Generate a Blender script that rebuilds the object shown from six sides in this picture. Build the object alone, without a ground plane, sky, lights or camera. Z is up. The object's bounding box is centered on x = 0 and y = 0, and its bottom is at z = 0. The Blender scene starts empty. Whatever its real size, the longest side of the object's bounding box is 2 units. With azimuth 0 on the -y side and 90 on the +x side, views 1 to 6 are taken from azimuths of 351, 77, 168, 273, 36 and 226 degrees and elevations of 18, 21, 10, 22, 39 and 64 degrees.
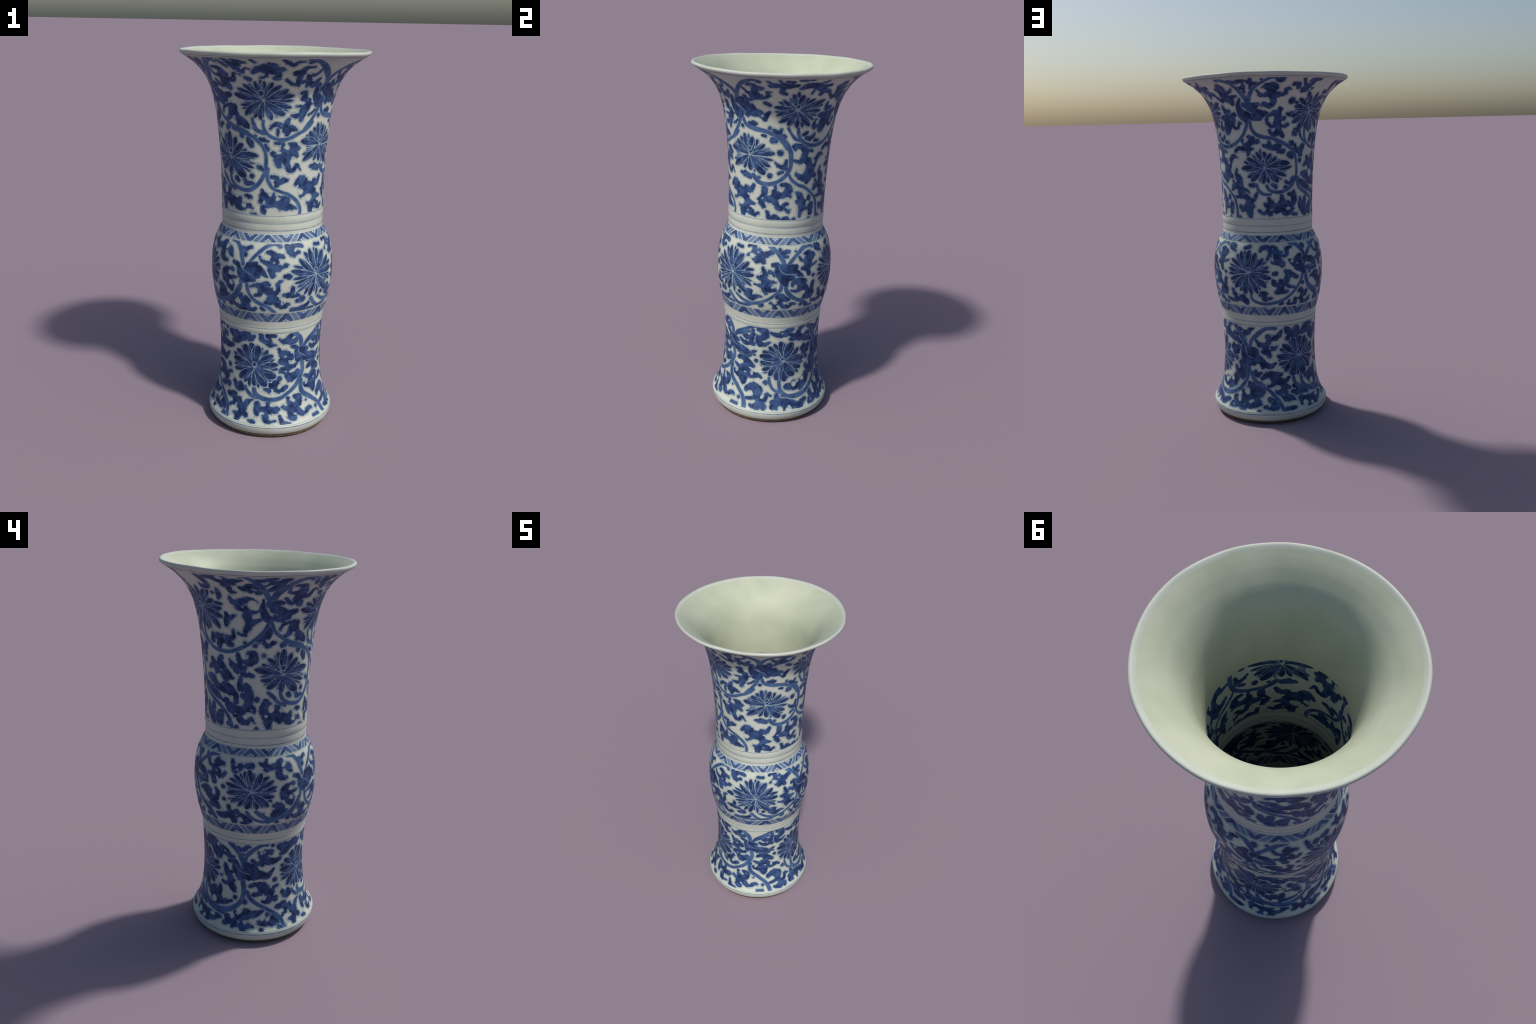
"""A tall blue-and-white porcelain beaker vase: trumpet neck, swelling belly,
spreading foot, all turned about one slightly leaning axis.  The brushwork
(peony scrolls, calyxes, leaves, diaper borders, pencil lines) is laid on as
thin films of cobalt that follow the turned surface.

Everything is built in the vase's own frame (axis = +z); a root Empty leans it.
Brush strokes are given as spines: (angle in degrees, height in mm, width in mm)."""
import bpy, math
import numpy as np

# ---------------------------------------------------------------- the axis
AXIS = np.array([-0.00634, 0.01176, 1.0]); AXIS /= np.linalg.norm(AXIS)
BASE = np.array([0.01381, -0.02452, 0.0])
AX_U = np.array([1.0, 0, 0]) - AXIS * AXIS[0]; AX_U /= np.linalg.norm(AX_U)
AX_V = np.cross(AXIS, AX_U)

# ---------------------------------------------------------------- the profile
# (height, radius) of the outside, turned on the wheel
PROFILE = [(0.000, .3190), (.004, .3215), (.010, .3255), (.019, .3312), (.0245, .3350), (.0262, .3370), (.034, .3410), (.043, .3445),
           (.052, .3465), (.062, .3475), (.072, .343), (.09, .328), (.12, .315), (.15, .304), (.2, .2905),
           (.25, .2842), (.3, .2795), (.35, .2768), (.4, .2755), (.48, .2772), (.55, .2803), (.584, .2818), (.597, .2840),
           (.610, .2836), (.63, .2867), (.65, .2905), (.67, .2958), (.69, .3010), (.72, .3085), (.76, .3145), (.8, .3203),
           (.85, .324), (.9, .324), (.95, .3208), (1.0, .3123), (1.04, .3010), (1.07, .2868), (1.09, .2775),
           (1.105, .2690), (1.112, .2660), (1.127, .2656), (1.145, .2662), (1.1635, .2652), (1.174, .2672), (1.186, .2683),
           (1.198, .2677), (1.210, .2663), (1.25, .2664), (1.3, .2670), (1.4, .2695), (1.5, .2751), (1.6, .2832), (1.66, .2895),
           (1.72, .2988), (1.77, .3096), (1.81, .3215), (1.84, .3345), (1.87, .351), (1.9, .3715), (1.92, .391),
           (1.94, .413), (1.955, .435), (1.968, .4565), (1.976, .4690)]
PZ, PR = np.array(PROFILE).T
_fz = np.linspace(PZ[0], PZ[-1], 4000)


def _monotone(x, xs, ys):
    """cubic Hermite through the profile points with limited slopes (no overshoot)"""
    h = np.diff(xs); d = np.diff(ys) / h
    m = np.zeros_like(ys); m[0], m[-1] = d[0], d[-1]
    ok = d[:-1] * d[1:] > 0
    w1, w2 = 2 * h[1:] + h[:-1], h[1:] + 2 * h[:-1]
    m[1:-1] = np.where(ok, (w1 + w2) / np.where(ok, w1 / np.where(ok, d[:-1], 1) + w2 / np.where(ok, d[1:], 1), 1), 0)
    i = np.clip(np.searchsorted(xs, x) - 1, 0, len(h) - 1)
    t = (x - xs[i]) / h[i]
    return ((1 + 2 * t) * (1 - t) ** 2 * ys[i] + t * (1 - t) ** 2 * h[i] * m[i]
            + t * t * (3 - 2 * t) * ys[i + 1] + t * t * (t - 1) * h[i] * m[i + 1])


_fr = _monotone(_fz, PZ, PR)
_fm = np.concatenate([[0], np.cumsum(np.hypot(np.diff(_fz), np.diff(_fr)))])   # length along the profile
_fs = np.gradient(_fr, _fz)


def radius(z): return np.interp(z, _fz, _fr)
def along(z): return np.interp(z, _fz, _fm)
def height(m): return np.interp(m, _fm, _fz)
def slope(z): return np.interp(z, _fz, _fs)


# thrown by hand: every section is a little off the axis and a little oval
# height: (shift x, shift y, oval cos, oval sin) in mm
DRIFT = np.array([(0, 0, 1.5, 0, 0), (.1, 0, 1.5, -1, 0), (.25, 0, 2.5, -.5, 0), (.45, 0, 2.5, 0, 0), (.6, 0, 1.5, 0, 0),
                  (.7, 0, .5, -1, -1), (.85, 1, 1, -1.5, -2.5), (1.0, .5, .5, -.5, -1.5), (1.12, -1, -.5, 0, 1), (1.3, -1.5, -.5, 0, 1.5),
                  (1.5, -2, -.5, 0, 1.5), (1.75, -2, -.5, 0, 1.5), (1.9, 0, 0, 0, 1), (2.0, 0, 0, 0, 0)])


def drift(theta, z):
    a, b, c, d = (np.interp(z, DRIFT[:, 0], DRIFT[:, i]) / 1000 for i in range(1, 5))
    return a * np.cos(theta) + b * np.sin(theta) + c * np.cos(2 * theta) + d * np.sin(2 * theta)


def surface(theta, z, lift=0.0):
    """point and outward normal of the outside at angle theta, height z"""
    s = slope(z); k = 1 / np.sqrt(1 + s * s)
    n = np.stack([np.cos(theta) * k, np.sin(theta) * k, -s * k], -1)
    r = radius(z) + drift(theta, z)
    p = np.stack([r * np.cos(theta), r * np.sin(theta), z + 0 * theta], -1)
    return p + n * np.asarray(lift)[..., None], n


def _value(x, y, seed):
    xi, yi = np.floor(x), np.floor(y); fx, fy = x - xi, y - yi
    fx = fx * fx * (3 - 2 * fx); fy = fy * fy * (3 - 2 * fy)

    def h(a, b):
        v = np.sin(a * 127.1 + b * 311.7 + seed * 74.7) * 43758.5453
        return (v - np.floor(v)) * 2 - 1
    return ((h(xi, yi) * (1 - fx) + h(xi + 1, yi) * fx) * (1 - fy)
            + (h(xi, yi + 1) * (1 - fx) + h(xi + 1, yi + 1) * fx) * fy)


def noise2(x, y, seed=0):
    """smooth noise in about [-1, 1]: two turned layers of value noise, so no grid shows"""
    return .75 * (_value(.80 * x - .60 * y, .60 * x + .80 * y, seed) + _value(.38 * x + .92 * y + 7.3, -.92 * x + .38 * y, seed + 31))


# ---------------------------------------------------------------- materials
def lin(*rgb):
    return tuple(((c / 255 + .055) / 1.055) ** 2.4 if c > 10 else c / 255 / 12.92 for c in rgb) + (1,)


def material(name, dark, light, scale, rough=.45, spec=.3, detail=3, contrast=(.35, .65), bump=0.0, bump_scale=200):
    m = bpy.data.materials.new(name); m.use_nodes = True
    nt = m.node_tree; N, L = nt.nodes, nt.links
    b = N["Principled BSDF"]
    b.inputs["Roughness"].default_value = rough
    b.inputs["Specular IOR Level"].default_value = spec
    tc = N.new("ShaderNodeTexCoord"); ns = N.new("ShaderNodeTexNoise"); cr = N.new("ShaderNodeValToRGB")
    ns.inputs["Scale"].default_value = scale; ns.inputs["Detail"].default_value = detail
    cr.color_ramp.elements[0].position, cr.color_ramp.elements[1].position = contrast
    cr.color_ramp.elements[0].color, cr.color_ramp.elements[1].color = dark, light
    L.new(tc.outputs["Object"], ns.inputs["Vector"]); L.new(ns.outputs["Fac"], cr.inputs["Fac"])
    L.new(cr.outputs["Color"], b.inputs["Base Color"])
    if bump:
        n2 = N.new("ShaderNodeTexNoise"); n2.inputs["Scale"].default_value = bump_scale
        bp = N.new("ShaderNodeBump"); bp.inputs["Strength"].default_value = bump; bp.inputs["Distance"].default_value = .002
        L.new(tc.outputs["Object"], n2.inputs["Vector"]); L.new(n2.outputs["Fac"], bp.inputs["Height"])
        L.new(bp.outputs["Normal"], b.inputs["Normal"])
    return m


GLAZE = material("porcelain_glaze", lin(181, 188, 175), lin(190, 196, 185), 7, rough=.5, spec=.2)
LINING = material("lining_glaze", lin(174, 181, 158), lin(186, 191, 170), 6, detail=5, rough=.5, spec=.2)
BISCUIT = material("unglazed_biscuit", lin(98, 88, 66), lin(132, 118, 90), 60, rough=.85, spec=.1, bump=.4)
HALO = material("cobalt_halo", lin(136, 151, 160), lin(152, 165, 170), 60, rough=.5, spec=.2)
EDGE = material("cobalt_edge", lin(88, 110, 138), lin(108, 130, 154), 45, rough=.5, spec=.2)
MID = material("cobalt_wash", lin(54, 78, 114), lin(74, 99, 134), 40, rough=.5, spec=.2)
BODY = material("cobalt_body", lin(33, 52, 92), lin(62, 89, 132), 26, rough=.5, spec=.2, detail=6)
DEEP = material("cobalt_deep", lin(25, 38, 72), lin(46, 67, 108), 26, rough=.5, spec=.2, detail=6)
STEM = material("cobalt_stem", lin(46, 72, 114), lin(74, 104, 144), 20, rough=.5, spec=.2, detail=6)
LINE = material("cobalt_pencil_line", lin(132, 146, 153), lin(158, 168, 167), 40, rough=.5, spec=.2)
MIST = material("cobalt_mist", lin(148, 162, 164), lin(162, 175, 173), 24, rough=.5, spec=.2)
BORDER = material("cobalt_border", lin(42, 63, 106), lin(84, 108, 148), 22, rough=.5, spec=.2, detail=6)

# ---------------------------------------------------------------- objects
COLL = bpy.context.scene.collection


def add_mesh(name, verts, faces, mats, parent, face_mat=None, normals=None):
    me = bpy.data.meshes.new(name)
    verts = np.asarray(verts, np.float32); faces = np.asarray(faces, np.int32)
    k = faces.shape[1]
    me.vertices.add(len(verts)); me.vertices.foreach_set("co", verts.ravel())
    me.loops.add(faces.size); me.loops.foreach_set("vertex_index", faces.ravel())
    me.polygons.add(len(faces)); me.polygons.foreach_set("loop_start", np.arange(0, faces.size, k, dtype=np.int32))
    for m in mats: me.materials.append(m)
    if face_mat is not None: me.polygons.foreach_set("material_index", np.asarray(face_mat, np.int32))
    me.polygons.foreach_set("use_smooth", np.ones(len(faces), bool))
    me.update(calc_edges=True); me.validate()
    if normals is not None: me.normals_split_custom_set_from_vertices(np.asarray(normals, np.float32))
    ob = bpy.data.objects.new(name, me); COLL.objects.link(ob); ob.parent = parent
    return ob


ROOT = bpy.data.objects.new("beaker_vase", None); COLL.objects.link(ROOT)
ROOT["label"] = "tall blue and white porcelain beaker vase with flared rim and scrolling peonies"
ROOT["category"] = "porcelain vase"
from mathutils import Matrix
ROOT.matrix_world = Matrix([(*[AX_U[i], AX_V[i], AXIS[i]], BASE[i]) for i in range(3)] + [(0, 0, 0, 1)])

# ---------------------------------------------------------------- the turned body
SEG = 320
TH = np.linspace(0, 2 * np.pi, SEG, endpoint=False)


def turn(name, rows, mats, parent, wob=None):
    """surface of revolution through rows of (z, r); wob(theta, i) -> (dz, dr) for hand-made unevenness"""
    rows = np.array(rows); n = len(rows)
    Z = np.repeat(rows[:, :1], SEG, 1); R = np.repeat(rows[:, 1:], SEG, 1)
    if wob is not None:
        for i in range(n):
            dz, dr = wob(TH, rows[i, 0], rows[i, 1]); Z[i] += dz; R[i] += dr
    R += drift(TH[None, :], Z)
    V = np.stack([R * np.cos(TH), R * np.sin(TH), Z], -1)
    # normals from the grid
    dth = np.roll(V, -1, 1) - np.roll(V, 1, 1)
    dz = np.gradient(V, axis=0)
    N = np.cross(dth, dz); N /= np.linalg.norm(N, axis=2, keepdims=True) + 1e-12
    a = (np.arange(n - 1)[:, None] * SEG + np.arange(SEG)).ravel()
    b = (np.arange(n - 1)[:, None] * SEG + (np.arange(SEG) + 1) % SEG).ravel()
    F = np.stack([a, b, b + SEG, a + SEG], 1)
    return add_mesh(name, V.reshape(-1, 3), F, mats, parent, normals=N.reshape(-1, 3))


def outside(z0, z1, step=.0048):
    n = max(3, int(math.ceil((along(z1) - along(z0)) / step)))
    z = height(np.linspace(along(z0), along(z1), n)); z[0], z[-1] = z0, z1
    return np.stack([z, radius(z)], 1)


def level(th, z, r):
    """the foot ring is ground flat: bring its lowest rows to the table in spite of the lean"""
    k = np.clip((.03 - z) / .03, 0, 1); k = k * k * (3 - 2 * k)
    tilt = (AXIS[0] * r * np.cos(th) + AXIS[1] * r * np.sin(th)) * 0 + (AX_U[2] * np.cos(th) + AX_V[2] * np.sin(th)) * r
    return -k * tilt, 0


RIM_Z, RIM_R = PZ[-1], PR[-1]


def rim_wave(th, z, r):
    """the lip is not quite true: slow waves plus finger-wide unevenness"""
    k = np.clip((z - 1.82) / .15, 0, 1); k = k * k * (3 - 2 * k)
    dz = -.85 * r * (AX_U[2] * np.cos(th) + AX_V[2] * np.sin(th)) - .0025 * np.cos(2 * th)   # the rim is nearly level
    dz = dz + .0012 * np.cos(th - .7) + .0006 * np.sin(2 * th + .6) + .0010 * np.sin(5 * th + 2.0) + .0005 * np.sin(13 * th + .4)
    dr = .0016 * np.cos(3 * th + 1.1) + .0010 * np.sin(7 * th) + .0003 * np.sin(16 * th + 2)
    return k * dz, k * dr


NECK_FOOT, BELLY_FOOT = 1.112, .632
neck = turn("neck", outside(NECK_FOOT, RIM_Z), [GLAZE], ROOT, rim_wave)
belly = turn("belly", outside(BELLY_FOOT, NECK_FOOT), [GLAZE], ROOT)
foot = turn("foot", outside(.024, BELLY_FOOT), [GLAZE], ROOT, level)

# rounded lip: from the outer edge over the top to the inner flare
t = np.linspace(0, 1, 15)
lip_pts = [(RIM_Z, RIM_R), (1.9795, .4730), (1.9835, .4757), (1.988, .4768), (1.992, .4760), (1.9950, .4732),
           (1.9962, .4695), (1.9955, .4645), (1.993, .4590), (1.9885, .4515)]
lip = turn("lip", lip_pts, [GLAZE], ROOT, rim_wave)
LINING_END = 1.590
li = [(1.9885, .4515)]
for z in np.linspace(1.978, LINING_END, 90):
    thick = np.interp(z, [1.59, 1.7, 1.85, 1.95, 1.978], [.0185, .0205, .0240, .0250, .0255])
    s = slope(min(z, 1.97))
    zo = min(z - thick * s / math.sqrt(1 + s * s) * .75, 1.97)
    li.append((z, radius(zo) - thick / math.sqrt(1 + s * s) * 1.0))
li = np.array(li); li[1:, 1] = np.minimum.accumulate(li[1:, 1])
lining = turn("lining", li, [LINING], ROOT, rim_wave)


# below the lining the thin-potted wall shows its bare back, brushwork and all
WALL = .0035
z_in = height(np.linspace(along(LINING_END), along(.06), 130)); z_in[0], z_in[-1] = LINING_END, .06


def inner_r(z):
    s = slope(z); return radius(z) - WALL * np.sqrt(1 + s * s)


rows = [(LINING_END, li[-1, 1])] + [(LINING_END - .0005, inner_r(LINING_END - .0005))] + [(z, inner_r(z)) for z in z_in[1:]]
inner_wall = turn("inner_wall", rows, [GLAZE], ROOT)
floor = turn("floor", [(.06, inner_r(.06)), (.055, .29), (.052, .22), (.051, .1), (.051, .0005)], [GLAZE], ROOT)
fr = [(.032, .0005), (.032, .15), (.031, .25), (.022, .272), (.004, .280), (0, .286), (0, .3175), (.001, .3193)] \
     + [(z, r) for z, r in outside(.002, .005, .001)]
DARK_BISCUIT = material("dark_biscuit", lin(52, 47, 40), lin(84, 76, 62), 45, rough=.9, spec=.1, bump=.4)
foot_base = turn("foot_base", fr, [DARK_BISCUIT], ROOT, level)
foot_ring = turn("foot_ring", outside(.005, .024, .002), [BISCUIT], ROOT, level)

# ---------------------------------------------------------------- brushwork
# A motif is a set of strokes; a stroke is a chain of round dabs.  The signed depth inside the
# union of dabs (positive inside) is contoured into bands: halo, soft edge, body, deep body.
TIER = {"neck": (neck, 1.2085, 1.9655), "bulb": (belly, .7080, 1.0665), "foot": (foot, .0790, .5790)}
MOTIFS = []


def chain(spine, step=.0016, close_tip=True):
    """dabs (theta*, y, r) along a smooth spine of (deg, mm, mm width): Catmull-Rom"""
    P = np.array(spine, float)
    P = np.stack([np.radians(P[:, 0]), along(P[:, 1] / 1000), P[:, 2] / 2000 + .0003], 1)
    if len(P) == 1: return P
    Q = np.vstack([2 * P[0] - P[1], P, 2 * P[-1] - P[-2]])
    out = []
    for i in range(1, len(Q) - 2):
        a, b, c, d = Q[i - 1:i + 3]
        r = radius(height(b[1]))
        n = max(2, int(np.hypot((c[0] - b[0]) * r, c[1] - b[1]) / step))
        u = np.linspace(0, 1, n, endpoint=False)[:, None]
        o = .5 * (2 * b + (c - a) * u + (2 * a - 5 * b + 4 * c - d) * u ** 2 + (3 * b - a - 3 * c + d) * u ** 3)
        o[:, 2] = b[2] + (c[2] - b[2]) * u[:, 0]
        out.append(o)
    out.append(P[-1:])
    return np.vstack(out)


def stem(tier, width, *pts):
    sp = [(a, z, width) for a, z in pts]
    d = chain(sp); s = np.linspace(0, 1, len(d))
    d[:, 2] *= .92 + .10 * np.sin(9 * s + pts[0][0])
    MOTIFS.append(dict(kind="stem", tier=tier, dabs=d))


def leaf(tier, *limbs, kind="leaf"):
    MOTIFS.append(dict(kind=kind, tier=tier, dabs=np.vstack([chain(l) for l in limbs])))


def bud(tier, *limbs): leaf(tier, *limbs, kind="bud")


CURLS = []


def curl(tier, *dabs):
    """a hook of bare glaze that curls into a leaf"""
    d = chain(dabs); CURLS.append((tier, d))


def calyx(tier, vein, *limbs):
    MOTIFS.append(dict(kind="calyx", tier=tier, dabs=np.vstack([chain(l) for l in limbs]),
                       vein=chain([(a, z, 2.6) for a, z in vein])))


def flower(tier, centre, knob, petals):
    """petals = (tip angle, tip height, width); each runs from the heart to its tip"""
    c = np.array([math.radians(centre[0]), along(centre[1] / 1000)])
    pet = []
    for k, (a, z, w) in enumerate(petals):
        tip = np.array([math.radians(a), along(z / 1000)])
        u = np.linspace(.06, 1, 50)
        prof = 1.14 * np.interp(u, [.06, .15, .28, .42, .56, .70, .82, .91, .97, 1.0], [.16, .34, .58, .80, .97, 1.0, .88, .60, .28, .06])
        bow = .05 * math.sin(k * 2.4) * np.sin(np.pi * u)
        dx, dy = tip - c
        r = radius(height(c[1]))
        pet.append(np.stack([c[0] + dx * u - bow * dy / r, c[1] + dy * u + bow * dx * r, prof * w / 2000], 1))
    folds = []
    for k, ((a, z, w), p) in enumerate(zip(petals, pet)):        # the turned-over edge of a broad petal
        if w < 15: continue
        u = np.linspace(0, 1, len(p)); side = 1 if math.sin(k * 3.7 + centre[0]) > 0 else -1
        dx, dy = p[-1, :2] - p[0, :2]; r = radius(height(c[1])); ln = math.hypot(dx * r, dy)
        off = side * p[:, 2] * (.15 + .55 * np.clip((u - .38) / .5, 0, 1))
        q = np.stack([p[:, 0] - off * dy / ln / r, p[:, 1] + off * dx * r / ln, np.full(len(p), .0008)], 1)
        folds.append(q[(u > .36) & (u < .90)])
    MOTIFS.append(dict(kind="flower", tier=tier, petals=pet, folds=folds, dabs=np.vstack(pet), centre=c,
                       knob=np.array([[math.radians(knob[0]), along(knob[1] / 1000), knob[2] / 2000]])))


def bloom(tier, centre, knob, rx, ry, seed):
    """a full flower seen square on: long and short petals by turns round the heart"""
    r = radius(centre[1] / 1000); pet = []
    for k in range(22):
        a = 2 * math.pi * (k + .25 * math.sin(k * 2.3 + seed)) / 22
        q = (1.0 if k % 2 else .84) * (1 + .09 * math.sin(k * 1.7 + seed))
        w = (35 if k % 2 else 27) * (1 + .2 * math.sin(k * 3.1 + seed))
        y = float(along(centre[1] / 1000)) + q * ry * math.sin(a)
        pet.append((centre[0] + math.degrees(q * rx * math.cos(a) / r), 1000 * float(height(y)), w))
    flower(tier, centre, knob, pet)

# ---------------------------------------------------------------- the motifs

# --- neck ---
stem("neck", 16, (-121, 1683), (-120.1, 1662), (-117.7, 1640), (-114.7, 1626), (-110.7, 1620))
stem("neck", 15, (-110.5, 1673), (-110.6, 1654), (-109.6, 1635), (-107.7, 1618))
stem("neck", 19, (-149.5, 1650), (-139.5, 1638), (-131, 1624), (-125.9, 1614))
stem("neck", 17, (-119.7, 1640), (-115.7, 1624), (-111.2, 1615), (-107.2, 1615))
stem("neck", 17, (-110, 1642), (-108.4, 1623), (-103.9, 1601), (-97.1, 1587), (-90.3, 1584), (-83.4, 1593), (-75.8, 1611), (-69, 1626), (-63.9, 1643), (-60.1, 1664))
stem("neck", 19, (-143.3, 1631), (-134.5, 1621), (-126.1, 1607), (-119.4, 1590), (-113.6, 1566), (-109.5, 1537), (-107.8, 1503), (-107.7, 1464), (-108.3, 1430), (-111.3, 1397), (-115.6, 1365), (-122.1, 1339), (-128.9, 1328), (-136.3, 1332), (-143.8, 1344), (-149.3, 1370), (-151.1, 1398))
stem("neck", 17, (-105.9, 1441), (-106.5, 1404), (-104.6, 1373), (-99.7, 1342), (-92.4, 1328), (-84.2, 1312), (-76.9, 1289), (-71.9, 1261), (-69.6, 1231), (-70.2, 1205))
stem("neck", 25, (-55.8, 1827), (-51.9, 1874), (-46.1, 1913), (-39.8, 1940), (-33.8, 1955), (-30.8, 1956))
stem("neck", 15, (-4.4, 1702), (-1.2, 1674), (3.2, 1648), (8.1, 1636))
stem("neck", 17, (5.5, 1701), (6.9, 1664), (10.5, 1635), (17.5, 1610), (24.7, 1604), (34.1, 1610))
stem("neck", 22, (-51.7, 1740), (-49, 1708), (-40.8, 1691), (-31.9, 1685), (-23.5, 1675), (-15.2, 1655), (-8.9, 1628), (-4.1, 1597))
stem("neck", 20, (-55.8, 1726), (-61.2, 1679), (-69.5, 1628))
stem("neck", 22, (-13.2, 1660), (-6.1, 1627), (-1.1, 1585), (0.4, 1544), (0.1, 1495), (-4.1, 1453), (-11.1, 1423), (-19.7, 1405), (-28.6, 1401), (-36.6, 1416), (-41.2, 1442))
stem("neck", 16, (-0.7, 1456), (2.4, 1430), (10, 1401), (19.6, 1381), (28.2, 1349), (35, 1317), (38.4, 1269), (39.5, 1207))
stem("neck", 26, (62.6, 1841), (59, 1880), (54.1, 1922), (49.6, 1949), (41.6, 1966))
stem("neck", 19, (62.8, 1847), (64.3, 1880), (68.6, 1914), (74.5, 1940), (80.2, 1958), (84, 1966))
stem("neck", 18, (58.6, 1751), (56.6, 1711), (50.5, 1661), (40.3, 1623), (28.3, 1607), (16.9, 1617), (10.3, 1640))
stem("neck", 19, (61.5, 1748), (62.6, 1710), (67.5, 1676), (75.6, 1661), (84.3, 1654), (93.2, 1639), (102.2, 1614), (110, 1590))
stem("neck", 16, (117.7, 1708), (118.6, 1673), (123.5, 1643), (129.6, 1624))
stem("neck", 17, (88.9, 1641), (100, 1620), (108.2, 1595), (113.7, 1553), (115.8, 1494), (116.1, 1450), (112.4, 1406), (105.7, 1375), (97.3, 1357), (88.8, 1355), (81.2, 1368), (78.1, 1392))
stem("neck", 16, (66.1, 1398), (67.9, 1372), (72.9, 1348), (78.6, 1342), (82.4, 1344))
stem("neck", 28, (-166.5, 1848), (-170.1, 1885), (-174.9, 1925), (-179.7, 1951), (-184.2, 1967), (-186.7, 1969))
stem("neck", 36, (-163.9, 1854), (-161.8, 1884), (-156.8, 1912), (-152.1, 1939), (-146.5, 1958), (-141.7, 1966))
stem("neck", 17, (-166.2, 1737), (-170.5, 1699), (-178.8, 1657), (-188, 1627), (-199.8, 1600), (-209.5, 1594), (-220.7, 1600), (-229, 1624), (-234.1, 1658), (-235.3, 1697))
stem("neck", 16, (-163.1, 1737), (-159.9, 1700), (-152.5, 1668), (-144.7, 1647), (-135, 1628))
stem("neck", 19, (-164.1, 1399), (-158.9, 1377), (-152.7, 1344), (-144.7, 1330))
stem("neck", 20, (118.2, 1433), (120, 1381), (131.5, 1345), (143.7, 1312), (151.6, 1277), (156.1, 1238), (157.6, 1205))
stem("neck", 31, (-52.8, 1834), (-55.1, 1877), (-59.6, 1907), (-67, 1941), (-74.1, 1960), (-78.2, 1963))
calyx("neck", [(-60.1, 1834), (-57.6, 1803), (-50.3, 1783), (-47.6, 1768)], [(-61.2, 1839, 31), (-60.4, 1795, 49), (-56.6, 1764, 65), (-54.4, 1744, 25)], [(-53.9, 1825, 39), (-48.7, 1818, 70), (-45.4, 1798, 62)], [(-47.4, 1791, 57), (-39.5, 1776, 48), (-32.5, 1769, 40), (-27.3, 1744, 27)], [(-39.4, 1804, 30), (-38.2, 1786, 36)], [(-27.3, 1744, 22), (-25.6, 1767, 24), (-23, 1779, 16)], [(-45.8, 1761, 34)])
calyx("neck", [(54.4, 1848), (55.4, 1819), (60.4, 1802), (64.5, 1790)], [(54.2, 1864, 15), (52.2, 1825, 37), (54.2, 1785, 54), (57.5, 1754, 29)], [(57.2, 1836, 26), (64.7, 1824, 50), (71.6, 1838, 18)], [(63.5, 1796, 61), (70.9, 1784, 59), (77.3, 1789, 29), (81, 1792, 9)], [(65.3, 1773, 46), (72.3, 1761, 23)], [(58.7, 1779, 52)])
calyx("neck", [(-170.4, 1846), (-168.6, 1815), (-164.4, 1792), (-159.1, 1779)], [(-171.4, 1854, 10), (-171.8, 1809, 31), (-169.1, 1773, 40), (-164.8, 1754, 32)], [(-166.1, 1831, 41), (-159.2, 1836, 35), (-154.9, 1835, 16)], [(-161.8, 1808, 49), (-153.1, 1787, 45), (-149.2, 1769, 39)], [(-149.7, 1783, 35), (-142, 1793, 26)], [(-160, 1769, 38), (-153.2, 1754, 29)])
bud("neck", [(-122.8, 1875, 19), (-119.8, 1869, 26)])
leaf("neck", [(-116.1, 1903, 19), (-111.6, 1918, 40), (-106, 1923, 62), (-101.6, 1935, 39), (-98.7, 1938, 10)], [(-103.7, 1947, 14), (-105.3, 1923, 28)], [(-106.1, 1916, 50), (-101.6, 1907, 37), (-96.5, 1917, 34), (-94.5, 1917, 24)], [(-97.4, 1900, 33), (-97.9, 1879, 29), (-100.5, 1879, 17)], [(-105.2, 1899, 24), (-107.3, 1883, 13), (-110.8, 1878, 11)])
bud("neck", [(-114.5, 1962, 16), (-112.6, 1951, 17)])
leaf("neck", [(-94.5, 1961, 19), (-92.2, 1952, 25), (-88.4, 1938, 21), (-85.7, 1952, 22), (-81.9, 1953, 13)])
bud("neck", [(-77.6, 1949, 23), (-74.9, 1959, 30)])
leaf("neck", [(-84.9, 1900, 28), (-82.7, 1900, 36), (-79.7, 1907, 40), (-78.6, 1924, 23), (-72.7, 1929, 15)], [(-80.7, 1900, 30), (-81.4, 1871, 32), (-81.8, 1848, 24)], [(-91.3, 1869, 15), (-88.7, 1860, 15), (-86, 1848, 13), (-81.2, 1845, 19)], [(-65.4, 1922, 13), (-66.6, 1903, 15), (-69.8, 1889, 17), (-73.6, 1887, 26), (-72.8, 1861, 32), (-73.4, 1840, 18)], [(-77.5, 1859, 21)], [(-71.7, 1851, 26), (-66.5, 1846, 36), (-63, 1871, 16)])
leaf("neck", [(-149.7, 1921, 21), (-143.4, 1918, 32), (-141.1, 1907, 30)], [(-153.2, 1913, 15), (-153, 1891, 16), (-148.9, 1883, 16), (-143.7, 1887, 58), (-143.5, 1851, 50), (-139.6, 1828, 30)], [(-154.1, 1857, 16), (-151.4, 1839, 22), (-147.4, 1830, 18)], [(-140, 1864, 26), (-133.6, 1868, 28), (-131.5, 1895, 14), (-126.7, 1890, 8)], [(-142.2, 1894, 52), (-139.1, 1874, 49)])
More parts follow.
